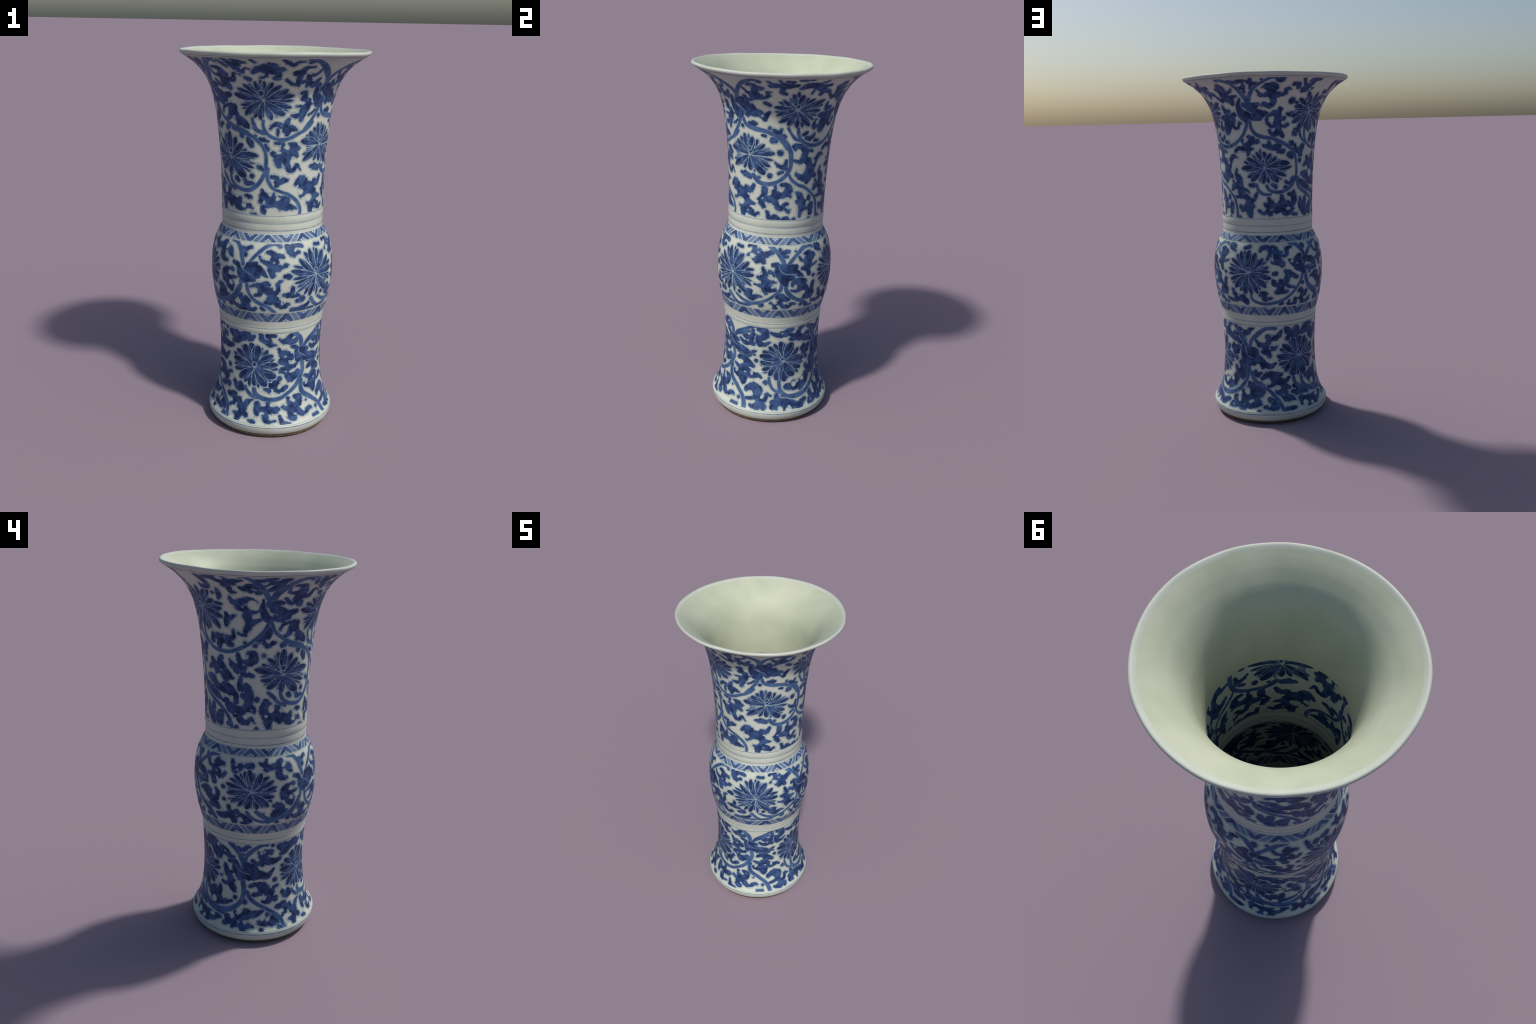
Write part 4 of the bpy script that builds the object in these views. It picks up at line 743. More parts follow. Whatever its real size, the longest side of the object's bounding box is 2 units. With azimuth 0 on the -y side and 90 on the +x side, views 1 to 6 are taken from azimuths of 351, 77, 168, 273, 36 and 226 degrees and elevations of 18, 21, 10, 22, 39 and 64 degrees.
calyx("foot", [(47.4, 428), (50.1, 401), (56.4, 385)], [(44.6, 455, 20), (45.3, 410, 40), (48.1, 371, 53), (52.7, 350, 37)], [(54.8, 433, 46), (61, 432, 38), (62.6, 416, 30)], [(55.6, 393, 72), (64.2, 380, 54), (69.9, 369, 33)], [(58.1, 361, 41)], [(69.1, 357, 28), (69.8, 333, 24)], [(73.1, 349, 37), (78.8, 337, 32), (85.3, 356, 16)], [(44.1, 352, 34), (40, 352, 17)])
calyx("foot", [(164.2, 454), (165.8, 428), (171.1, 410), (179.2, 398)], [(156.2, 465, 20), (162.7, 464, 38), (165, 423, 52), (169.6, 380, 47)], [(175.4, 450, 48), (182, 441, 51), (185.6, 429, 34)], [(172.6, 401, 68), (182.1, 401, 75), (190.8, 397, 50), (198.9, 385, 36), (202.7, 402, 25), (206.5, 424, 15)], [(178.5, 376, 33)])
leaf("foot", [(-147.4, 555, 33), (-142.2, 544, 52), (-134.5, 539, 46), (-125.9, 556, 48), (-122.7, 540, 35), (-118, 559, 18)], [(-129.1, 564, 32)], [(-142.4, 508, 25), (-134.6, 527, 32)])
leaf("foot", [(-110.6, 571, 26), (-107.7, 546, 38), (-102.6, 528, 41), (-98.9, 513, 23), (-93.9, 514, 10)], [(-103.4, 566, 32), (-101.9, 539, 32)], [(-98.4, 571, 31), (-95.6, 567, 19)])
leaf("foot", [(-90.4, 546, 14), (-86.7, 534, 23), (-81.4, 539, 45), (-76.9, 555, 45), (-72, 547, 29)], [(-77.4, 520, 29), (-71.8, 531, 30)])
leaf("foot", [(-90.8, 489, 18), (-88.5, 461, 25), (-84.7, 444, 44), (-77.6, 439, 41), (-75.1, 430, 21)], [(-84.7, 459, 47), (-80.1, 460, 27)], [(-87.6, 418, 41), (-80.6, 403, 35), (-80.5, 364, 54), (-87.4, 368, 34)], [(-80.5, 380, 36), (-74.1, 382, 25), (-69, 396, 16)], [(-79.7, 348, 52), (-78.1, 313, 33), (-71.5, 330, 44), (-68, 345, 32)])
leaf("foot", [(-98.3, 283, 41), (-93.2, 298, 33), (-92.4, 264, 43), (-87.3, 258, 31), (-82, 274, 20)], [(-105.4, 263, 23), (-101.1, 253, 26)])
bud("foot", [(-89.9, 320, 30)])
leaf("foot", [(-142.4, 274, 26), (-138, 251, 45), (-129.9, 251, 28)], [(-134.5, 268, 33)])
leaf("foot", [(-150.1, 195, 25), (-144.3, 191, 44), (-139.4, 192, 26)], [(-142.2, 191, 55), (-139.1, 167, 25), (-146.1, 136, 13)], [(-133.4, 179, 40), (-130, 152, 62), (-131.7, 118, 49), (-136.9, 110, 21)], [(-130.3, 141, 52), (-124.5, 180, 28), (-118.1, 198, 9)], [(-132.4, 104, 45), (-132.9, 87, 29)], [(-124.7, 114, 33)])
leaf("foot", [(-101.6, 197, 21), (-102.8, 169, 29), (-102, 142, 43), (-104.5, 115, 36), (-103, 93, 25), (-94.9, 97, 9)], [(-113.4, 179, 29), (-113, 151, 40), (-113.2, 128, 26)], [(-111, 159, 43), (-103.5, 159, 43), (-95.3, 152, 43), (-90.6, 155, 14)])
leaf("foot", [(-80.8, 206, 22), (-78.1, 179, 37), (-77.1, 154, 62), (-77.5, 110, 46)], [(-72.1, 209, 29), (-68.1, 201, 42), (-68.7, 176, 42), (-74.6, 165, 50)], [(-86.3, 164, 21), (-81.5, 154, 35)], [(-72.1, 142, 43), (-67.5, 119, 32), (-62.6, 119, 30), (-56.5, 130, 23), (-52.9, 124, 9)], [(-80.2, 113, 28), (-75, 101, 25)])
bud("foot", [(-120.3, 89, 14), (-115.4, 85, 21)])
leaf("foot", [(-90.2, 118, 14), (-89.1, 98, 25), (-87.6, 83, 29), (-81.3, 79, 18)])
bud("foot", [(-53.6, 84, 25), (-47.7, 83, 25)])
bud("foot", [(-46.9, 123, 23)])
bud("foot", [(-59, 175, 13)])
leaf("foot", [(-26.7, 565, 35), (-20.4, 561, 42), (-18.7, 532, 34), (-24.1, 520, 47), (-28.2, 534, 27)], [(-46.5, 516, 29), (-41.8, 510, 46), (-34.8, 527, 38), (-34.9, 557, 21)], [(-51.5, 482, 17), (-46.4, 465, 28), (-39, 475, 35), (-34.7, 502, 23)], [(-33.7, 469, 29)], [(-28.1, 508, 37), (-26.3, 480, 39), (-19.9, 475, 25), (-14.5, 490, 12)])
leaf("foot", [(-52.2, 412, 57), (-44.1, 408, 53), (-38.5, 395, 29), (-34.3, 417, 23), (-30.1, 425, 8)])
leaf("foot", [(-53.9, 358, 24), (-49.7, 365, 33), (-43.6, 353, 55), (-44.1, 315, 54)], [(-58.9, 314, 17), (-52.9, 299, 23), (-43.9, 306, 39)], [(-38, 340, 42), (-33.5, 329, 27)], [(-60, 264, 20), (-54.1, 259, 42), (-46.9, 259, 72), (-45, 221, 43)], [(-42.8, 295, 52), (-36.2, 275, 49), (-31.1, 273, 33), (-26.3, 277, 25), (-22.9, 265, 13)])
bud("foot", [(-29.6, 366, 25)])
leaf("foot", [(-12.7, 553, 17), (-7.9, 538, 25), (-0.1, 541, 39), (6.1, 560, 32), (11.8, 568, 28)], [(-0.1, 537, 26), (9.7, 536, 21), (17, 521, 35), (20.5, 534, 48), (22.7, 565, 28), (27.7, 570, 15)], [(20.9, 512, 42), (31.7, 497, 44), (41.3, 471, 23)], [(11, 505, 27), (16.3, 508, 32)], [(28.8, 523, 35), (36, 516, 26)])
leaf("foot", [(30, 400, 37), (33.1, 421, 59), (39.1, 441, 21)], [(27.3, 430, 35), (29.2, 449, 24)])
bud("foot", [(33.8, 372, 30)])
leaf("foot", [(34.1, 320, 19), (36.7, 294, 29), (43.5, 276, 53), (45.3, 311, 56), (43.6, 345, 54)])
leaf("foot", [(5.5, 206, 21), (12.1, 204, 39), (19.2, 213, 54), (28, 212, 56), (32.6, 238, 56), (35.2, 267, 40)], [(26.5, 190, 31)], [(16.5, 224, 35)], [(33.5, 215, 30)])
bud("foot", [(-17.2, 237, 32)])
leaf("foot", [(-40.1, 176, 19), (-37.2, 191, 34), (-30.9, 203, 50), (-24.4, 193, 40), (-22.6, 179, 24)], [(-28, 178, 44), (-26.3, 138, 52), (-24.8, 103, 57), (-31.7, 97, 23)], [(-39.1, 129, 13), (-33, 135, 17), (-27.2, 145, 31)], [(-18.4, 97, 38)], [(-20.4, 131, 42), (-16.3, 148, 27), (-15.7, 167, 23), (-10.5, 158, 10)])
leaf("foot", [(-4.7, 164, 23), (-4, 130, 43), (-9, 124, 27)], [(-8.9, 99, 34), (-5.5, 102, 38)], [(-4, 127, 50), (4.6, 119, 53), (13.4, 105, 42), (20.9, 92, 39), (24.1, 105, 32), (27.5, 116, 28)], [(3.6, 99, 20), (3, 77, 10)], [(12.9, 91, 24)])
leaf("foot", [(64.1, 200, 97), (58.4, 168, 84), (50, 151, 58)], [(52, 137, 70), (48.8, 101, 62)], [(39.2, 131, 41), (39.3, 103, 48), (33.9, 92, 29)], [(63.3, 128, 59), (57.6, 106, 37)])
leaf("foot", [(99.1, 562, 31), (102.6, 535, 43), (111.1, 528, 60), (112, 552, 45)])
bud("foot", [(99.1, 500, 22), (100.9, 503, 35)])
leaf("foot", [(131.7, 569, 29), (125.2, 555, 38), (125.3, 535, 50), (119.5, 524, 25)], [(136.5, 563, 30), (138.9, 522, 82), (141.4, 485, 53)])
bud("foot", [(84.7, 568, 20)])
leaf("foot", [(39.5, 554, 26), (44.4, 537, 36), (51.1, 537, 31), (54.9, 560, 19), (59.3, 566, 10)], [(47.3, 531, 26), (46.1, 514, 22)])
bud("foot", [(48.8, 495, 15)])
leaf("foot", [(62.1, 498, 13), (65.4, 474, 25), (71.9, 467, 36), (76, 488, 43), (77, 520, 31)], [(79.3, 508, 37), (85.8, 511, 33), (90.7, 533, 25), (92.4, 553, 12)], [(73.5, 455, 35), (73.4, 426, 35), (69.3, 426, 20)], [(75.8, 422, 36), (78.2, 402, 28)], [(77.5, 443, 33), (83.2, 446, 25), (87.3, 457, 12)])
leaf("foot", [(60.7, 298, 30), (63.2, 287, 36), (68.1, 300, 12)])
leaf("foot", [(69.7, 265, 20), (74.6, 285, 36), (81.8, 288, 44), (91.5, 285, 24)], [(83.3, 272, 52), (80.8, 233, 32), (76, 218, 16)], [(84.8, 260, 51), (91.9, 237, 51), (94, 204, 50), (87.5, 188, 35)], [(97, 246, 30), (101.4, 263, 17)], [(96.6, 211, 39), (101.5, 203, 20)], [(93.7, 182, 48), (96.2, 150, 43), (102.5, 145, 35), (106.9, 130, 10)])
leaf("foot", [(54, 234, 27), (55.1, 211, 33), (52.5, 205, 23)], [(56.8, 204, 47), (61.9, 188, 44), (68.3, 175, 20)], [(45.6, 188, 14), (48.2, 164, 28), (54.8, 176, 47)], [(51.2, 147, 53), (43.8, 115, 49), (35.3, 101, 32)], [(37.9, 138, 42), (39.1, 117, 40)], [(49.1, 112, 49), (50.7, 92, 31)], [(56.3, 111, 39), (62.1, 125, 35), (68.8, 118, 10)])
leaf("foot", [(33.3, 316, 24), (38.1, 289, 37), (44.3, 299, 51), (45.5, 272, 34)])
leaf("foot", [(7.1, 212, 34), (16.7, 203, 44), (31, 224, 50), (33.9, 264, 26)], [(24.4, 186, 31)])
leaf("foot", [(78.1, 146, 31), (83.1, 127, 35), (85, 105, 35), (80.1, 103, 38), (72.4, 103, 15)])
bud("foot", [(66.9, 79, 28)])
leaf("foot", [(94.3, 83, 32), (100.2, 86, 35), (105.9, 91, 16)])
leaf("foot", [(106.9, 210, 24), (114.3, 198, 32), (118.4, 178, 45), (110.3, 172, 36), (104.3, 179, 19)], [(120.2, 171, 36), (125.2, 160, 20)])
leaf("foot", [(136.2, 266, 49), (134.9, 235, 61), (128, 245, 24)], [(139.3, 220, 84), (139.5, 194, 50)], [(130.5, 238, 20), (124.5, 254, 16)])
leaf("foot", [(112.4, 135, 24), (115.5, 124, 39), (124.3, 119, 39), (132.3, 114, 37), (145.3, 122, 24)], [(114.4, 106, 30)], [(125.3, 106, 34), (122, 78, 14)], [(132.1, 91, 31)])
leaf("foot", [(166.6, 556, 21), (169.6, 546, 24), (173.2, 549, 26), (176.8, 566, 19), (180.3, 565, 10)])
bud("foot", [(-155.4, 569, 23)])
bud("foot", [(171.7, 516, 19)])
leaf("foot", [(-170.5, 532, 17), (-167.5, 507, 36), (-162.5, 529, 37), (-157.3, 529, 32)], [(-174.6, 480, 20), (-168.8, 480, 44)], [(-178.1, 484, 19), (-172.4, 464, 30)], [(-165.9, 491, 50), (-158.4, 474, 42), (-152.2, 473, 33), (-145.7, 481, 22)], [(-167.3, 455, 22)])
leaf("foot", [(-179.2, 330, 23), (-173.4, 334, 35), (-165.4, 328, 46)], [(-167.6, 317, 52), (-169.7, 287, 34), (-176.9, 276, 19)], [(-161.7, 303, 55), (-157.2, 288, 44), (-153.3, 311, 22), (-148.4, 319, 17)], [(-158.7, 270, 53), (-159.6, 240, 44), (-165.4, 236, 23)], [(-151.9, 244, 39)])
leaf("foot", [(151.1, 438, 23), (152.8, 404, 36), (155.4, 372, 45), (153, 337, 39), (147.7, 332, 20)], [(158.7, 400, 24)], [(157.3, 331, 44), (160.7, 308, 38), (162.4, 290, 24)], [(144.6, 363, 16), (151.1, 370, 20)])
bud("foot", [(161.2, 352, 23)])
leaf("foot", [(124.8, 256, 25), (134.3, 254, 48), (136.3, 223, 59), (142.9, 209, 40), (151.1, 213, 34), (159.9, 229, 15)], [(144.3, 291, 26), (143, 253, 36)], [(130, 232, 25)])
bud("foot", [(163.5, 253, 27)])
leaf("foot", [(132.1, 535, 49), (137.7, 510, 44), (146.9, 527, 47), (153, 512, 43), (157.1, 494, 31), (161.9, 496, 16)], [(136.4, 496, 42), (141.6, 482, 33)])
leaf("foot", [(-148.1, 552, 22), (-142.1, 540, 42), (-132.7, 549, 44), (-121.2, 555, 21)], [(-140.6, 562, 30)], [(-138.2, 522, 40), (-145.1, 508, 24)])
bud("foot", [(-151.7, 357, 28)])
leaf("foot", [(155, 142, 24), (158.6, 126, 43), (155.1, 104, 29)], [(164.6, 172, 15), (167.4, 143, 30), (166.6, 118, 55)], [(162.3, 121, 47), (170, 115, 47), (173.6, 94, 35), (178.5, 106, 32), (184.3, 98, 9)], [(175.9, 176, 41), (182.1, 164, 44), (188.9, 171, 29), (193.7, 184, 15)], [(171.4, 146, 39), (176.7, 156, 43)], [(163.2, 95, 22)])
leaf("foot", [(113.8, 133, 40), (119.6, 114, 54), (125.7, 105, 56), (122.1, 80, 20)], [(126, 113, 39), (133.9, 108, 62), (132.9, 88, 45)], [(138.9, 109, 43), (146.1, 123, 32), (149.6, 121, 11)])
bud("foot", [(149.7, 151, 20)])
leaf("foot", [(-170.6, 123, 21), (-166.1, 115, 28), (-157.9, 130, 52), (-152.5, 145, 35)], [(-160.9, 160, 29)], [(-157.5, 116, 43), (-151.9, 117, 36)], [(-150.9, 87, 21), (-144.6, 85, 21)])
bud("foot", [(-168.4, 85, 28)])
bud("foot", [(174, 235, 33)])
bud("foot", [(-117.1, 86, 27)])
flower("foot", (-117.9, 382), (-118, 397, 23), [(-133.8, 493, 24), (-129.4, 502, 45), (-122, 517, 43), (-113.5, 504, 46), (-108.4, 499, 17), (-103.2, 485, 32), (-97.3, 455, 34), (-95.8, 432, 19), (-91.2, 400, 31), (-91.2, 373, 27), (-94, 332, 44), (-99, 302, 22), (-104.8, 279, 44), (-112.8, 267, 26), (-118.1, 275, 34), (-123.5, 266, 23), (-130.3, 285, 22), (-136, 304, 39), (-143.5, 346, 29), (-144.7, 376, 24), (-144.9, 407, 40), (-144.8, 438, 34), (-139.6, 465, 40)])
flower("foot", (3.2, 369), (1.4, 383, 20), [(-15.1, 465, 32), (-9, 483, 31), (-2, 495, 38), (3.8, 484, 32), (12.2, 482, 47), (22, 442, 32), (30.3, 370, 40), (29.4, 345, 25), (25.2, 313, 35), (22.2, 284, 23), (15.7, 275, 47), (9.6, 264, 32), (4.6, 247, 48), (-5.7, 255, 40), (-9.7, 272, 16), (-13.7, 280, 36), (-20.8, 293, 16), (-21.8, 313, 36), (-24.5, 341, 24), (-24.7, 362, 38), (-25.8, 399, 39), (-22, 432, 39)])
flower("foot", (116.2, 387), (115.2, 403, 23), [(106.4, 499, 38), (113.1, 510, 29), (117.4, 502, 42), (126.9, 491, 47), (131.2, 469, 41), (141.5, 439, 37), (143.6, 402, 35), (140.8, 356, 32), (138.2, 330, 25), (134.2, 303, 42), (127.6, 275, 27), (122.3, 265, 48), (113.8, 271, 30), (106.1, 275, 51), (101.7, 283, 27), (96.7, 302, 39), (92.6, 325, 21), (89.4, 346, 33), (88.7, 371, 25), (87.1, 400, 37), (90.5, 439, 32), (94, 466, 35), (102.7, 486, 28)])
curl("foot", (-83.9, 445, 10), (-83.1, 445, 10))
curl("foot", (-77.4, 408, 18), (-74.1, 402, 14), (-79.1, 417, 7))
curl("foot", (-74.8, 360, 17), (-77.3, 354, 13))
curl("foot", (-83.2, 358, 8), (-82.4, 358, 8))
curl("foot", (-73.7, 552, 13), (-76, 546, 8))
curl("foot", (-107, 565, 5), (-105.5, 550, 5), (-103.4, 547, 5))
curl("foot", (-146.2, 169, 17), (-143.9, 166, 15))
curl("foot", (-137.2, 130, 23), (-134.5, 128, 15))
curl("foot", (-129.6, 191, 17), (-129.2, 178, 12))
curl("foot", (-107.7, 178, 22), (-105.6, 176, 14))
curl("foot", (-98.1, 177, 22), (-95.3, 173, 14))
curl("foot", (-107.9, 134, 14), (-105.9, 131, 7))
curl("foot", (-98.7, 113, 14), (-100, 123, 14))
curl("foot", (-77, 199, 18), (-74.1, 189, 18))
curl("foot", (-84.1, 173, 11), (-82.7, 172, 11))
curl("foot", (-64.8, 143, 20), (-63.7, 131, 16))
curl("foot", (-73.6, 120, 11), (-75.7, 123, 5))
curl("foot", (-88.8, 281, 23), (-90.3, 271, 19))
curl("foot", (-40, 529, 19), (-38.3, 540, 15))
curl("foot", (-29.9, 545, 22), (-26.6, 539, 18))
curl("foot", (-41.3, 481, 8), (-40.4, 483, 8))
curl("foot", (-49.3, 336, 26), (-52.4, 335, 13))
curl("foot", (-56.5, 267, 16), (-54.6, 279, 12))
curl("foot", (-34.7, 289, 17), (-34.5, 277, 13))
curl("foot", (-44, 281, 8), (-42.5, 279, 8))
curl("foot", (-0.6, 548, 8), (0.2, 547, 8))
curl("foot", (27.3, 542, 36), (29.2, 552, 31))
curl("foot", (33.1, 507, 7), (34.4, 505, 7))
curl("foot", (21.1, 235, 21), (20.1, 228, 15))
curl("foot", (-34.7, 163, 30), (-33, 158, 23), (-36.9, 157, 12))
curl("foot", (-30.9, 116, 23), (-28.8, 121, 19))
curl("foot", (-20.7, 149, 19), (-19.3, 158, 15))
curl("foot", (-1.4, 94, 23), (-0.9, 84, 16))
curl("foot", (8.6, 95, 19), (9.8, 87, 16))
curl("foot", (69.6, 508, 33), (71.2, 496, 28), (67.1, 499, 21))
curl("foot", (80.6, 520, 6), (81.8, 522, 6))
curl("foot", (77.9, 447, 7), (79.1, 449, 7))
curl("foot", (76.1, 249, 32), (76.9, 241, 24), (73.7, 245, 12))
curl("foot", (88.5, 211, 24), (86.1, 204, 20))
curl("foot", (93, 167, 7), (93.8, 165, 7))
curl("foot", (51.1, 189, 36), (52.2, 178, 26))
curl("foot", (42.5, 143, 24), (43.2, 129, 19))
curl("foot", (36, 98, 6), (36.9, 99, 6))
curl("foot", (49.6, 109, 5), (50.4, 110, 5))
curl("foot", (56.6, 129, 20), (59.5, 138, 12))
curl("foot", (79.9, 135, 5), (80.6, 136, 5))
curl("foot", (77.3, 113, 16), (78, 117, 12))
curl("foot", (28, 240, 26), (27.3, 245, 20))
curl("foot", (16.3, 215, 28), (16.1, 221, 29))
curl("foot", (118.2, 94, 25), (120.4, 98, 21))
curl("foot", (128.3, 90, 22), (127.7, 87, 15))
curl("foot", (113.5, 191, 7), (114.4, 191, 7))
curl("foot", (44, 541, 7), (45, 542, 7))
curl("foot", (-172.4, 488, 21), (-173.2, 496, 14))
curl("foot", (-164.7, 534, 11), (-165.1, 530, 11))
curl("foot", (-167.6, 523, 14), (-169, 535, 10))
curl("foot", (-174.8, 311, 26), (-173.4, 303, 22))
curl("foot", (-164.7, 254, 24), (-163.2, 261, 16))
curl("foot", (-156.4, 318, 15), (-156.4, 314, 11))
curl("foot", (150.3, 353, 33), (149.3, 363, 24))
curl("foot", (136.8, 204, 36), (136.1, 210, 30))
curl("foot", (154.9, 238, 17), (155, 234, 12))
curl("foot", (161.7, 144, 23), (161.3, 157, 19))
curl("foot", (168.5, 123, 7), (169.5, 121, 7))
curl("foot", (174.5, 124, 15), (175.9, 115, 11))
curl("foot", (167.6, 167, 21), (168.9, 172, 21))
curl("foot", (118.2, 103, 29), (119.5, 101, 23))
curl("foot", (136.8, 122, 15), (140.7, 123, 15))
curl("foot", (-161.9, 133, 19), (-158.9, 151, 6))
curl("foot", (-152.6, 105, 5), (-151.7, 100, 5))
curl("foot", (150.5, 521, 10), (150.9, 519, 10))
curl("foot", (141.2, 545, 18), (142.3, 551, 14))
bloom("neck", (127.8, 1795), (127.5, 1828, 26), .150, .122, 1.3)

# ---------------------------------------------------------------- contouring
def depth(T, Y, R, dabs):
    """largest (dab radius - distance to dab centre); T, Y grid, R = local radius of the vase"""
    best = np.full(T.shape, -1.0)
    dt = (dabs[:, 0] - T.mean() + np.pi) % (2 * np.pi) - np.pi + T.mean()
    for t, (_, y, r) in zip(dt, dabs):
        best = np.maximum(best, r - np.hypot((T - t) * R, Y - y))
    return best


def clip(P, lo):
    """clip a triangle soup P (n, 3, k) to where its field column 2 is >= lo"""
    s = P[:, :, 2] >= lo; c = s.sum(1)
    keep = [P[c == 3]]
    for count in (1, 2):
        Q = P[c == count]
        if not len(Q): continue
        odd = s[c == count] if count == 1 else ~s[c == count]
        i = odd.argmax(1); idx = (i[:, None] + np.arange(3)) % 3
        Q = np.take_along_axis(Q, idx[:, :, None], 1)
        a, b, d = Q[:, 0], Q[:, 1], Q[:, 2]
        cut = lambda p, q: p + (q - p) * ((lo - p[:, 2]) / (q[:, 2] - p[:, 2]))[:, None]
        ab, ad = cut(a, b), cut(a, d)
        if count == 1: keep.append(np.stack([a, ab, ad], 1))
        else: keep += [np.stack([ab, b, d], 1), np.stack([ab, d, ad], 1)]
    return np.concatenate(keep)


def band(P, lo=None, hi=None, col=2):
    """part of the soup where column col lies in [lo, hi]"""
    if not len(P): return P
    Q = P.copy(); Q[:, :, [2, col]] = Q[:, :, [col, 2]]
    if lo is not None: Q = clip(Q, lo)
    if hi is not None and len(Q):
        Q[:, :, 2] *= -1; Q = clip(Q, -hi); Q[:, :, 2] *= -1
    Q[:, :, [2, col]] = Q[:, :, [col, 2]]
    return Q


STEP = .0034


def grid(tmin, tmax, ymin, ymax, r, step=STEP):
    nt = int((tmax - tmin) * r / step) + 2; ny = int((ymax - ymin) / step) + 2
    return np.meshgrid(np.linspace(tmin, tmax, nt), np.linspace(ymin, ymax, ny))


def soup(cols):
    """grid columns (theta, y, field, ...) -> triangles (n, 3, k)"""
    G = np.stack(cols, -1)
    a, b, c, d = G[:-1, :-1], G[:-1, 1:], G[1:, 1:], G[1:, :-1]
    k = G.shape[-1]
    flip = (np.add.outer(np.arange(a.shape[0]), np.arange(a.shape[1])) % 2 == 0)[..., None]
    t1 = np.where(flip[..., None], np.stack([a, b, c], 2), np.stack([a, b, d], 2)).reshape(-1, 3, k)
    t2 = np.where(flip[..., None], np.stack([a, c, d], 2), np.stack([b, c, d], 2)).reshape(-1, 3, k)
    return np.concatenate([t1, t2])


INNER = {"neck": [], "bulb": []}
MATS = [HALO, EDGE, BODY, DEEP, STEM, LINE, BORDER, MID, MIST]
LIFT = {"leaf": .00030, "bud": .00034, "stem": .00046, "calyx": .00056, "flower": .00042, "border": .00036}


def paint(name, kind, parts, parent, tier, serial=0):
    """parts: list of (soup, material index); lays the film on the vase"""
    parts = [(p, m) for p, m in parts if len(p)]
    if not parts: return None
    P = np.concatenate([p[:, :, :3] for p, _ in parts]); fm = np.concatenate([np.full(len(p), m) for p, m in parts])
    key = np.round(P[:, :, :2].reshape(-1, 2) * 2e5).astype(np.int64)
    _, first, inv = np.unique(key, axis=0, return_index=True, return_inverse=True)
    inv = inv.reshape(-1, 3); V = P.reshape(-1, 3)[first]
    good = (inv[:, 0] != inv[:, 1]) & (inv[:, 1] != inv[:, 2]) & (inv[:, 0] != inv[:, 2])
    inv, fm = inv[good], fm[good]
    z = height(V[:, 1])
    swell = np.clip((V[:, 2] + .003) / .006, 0, 1)
    lift = LIFT[kind] + .000012 * (serial % 9) + .00016 * swell
    pos, nor = surface(V[:, 0], z, lift)
    dz, dr = rim_wave(V[:, 0], z, radius(z))
    pos[:, 2] += dz; pos[:, 0] += dr * np.cos(V[:, 0]); pos[:, 1] += dr * np.sin(V[:, 0])
    ob = add_mesh(name, pos, inv, MATS, parent, fm, nor)
    if tier in INNER:
        ok = (z < LINING_END - .003)
        show = ok[inv].all(1) & (fm != 0) & (fm != 5) & (fm != 8)      # hairlines and haloes do not show through
        f = inv[show]
        if len(f):
            ip, _ = surface(V[:, 0], z, -WALL - lift)
            INNER[tier].append((ip, f[:, ::-1], fm[show], -nor))
    return ob


def extent(m):
    d = m["dabs"]; t = (d[:, 0] - d[0, 0] + np.pi) % (2 * np.pi) - np.pi + d[0, 0]
    return t, d[:, 1], d[:, 2]


for i, m in enumerate(MOTIFS):
    t, y, r = extent(m); rv = radius(height(y)).min()
    m["box"] = ((t - (r + .013) / rv).min(), (t + (r + .013) / rv).max(), (y - r - .013).min(), (y + r + .013).max())
    m["dabs"] = np.stack([t, y, r], 1)

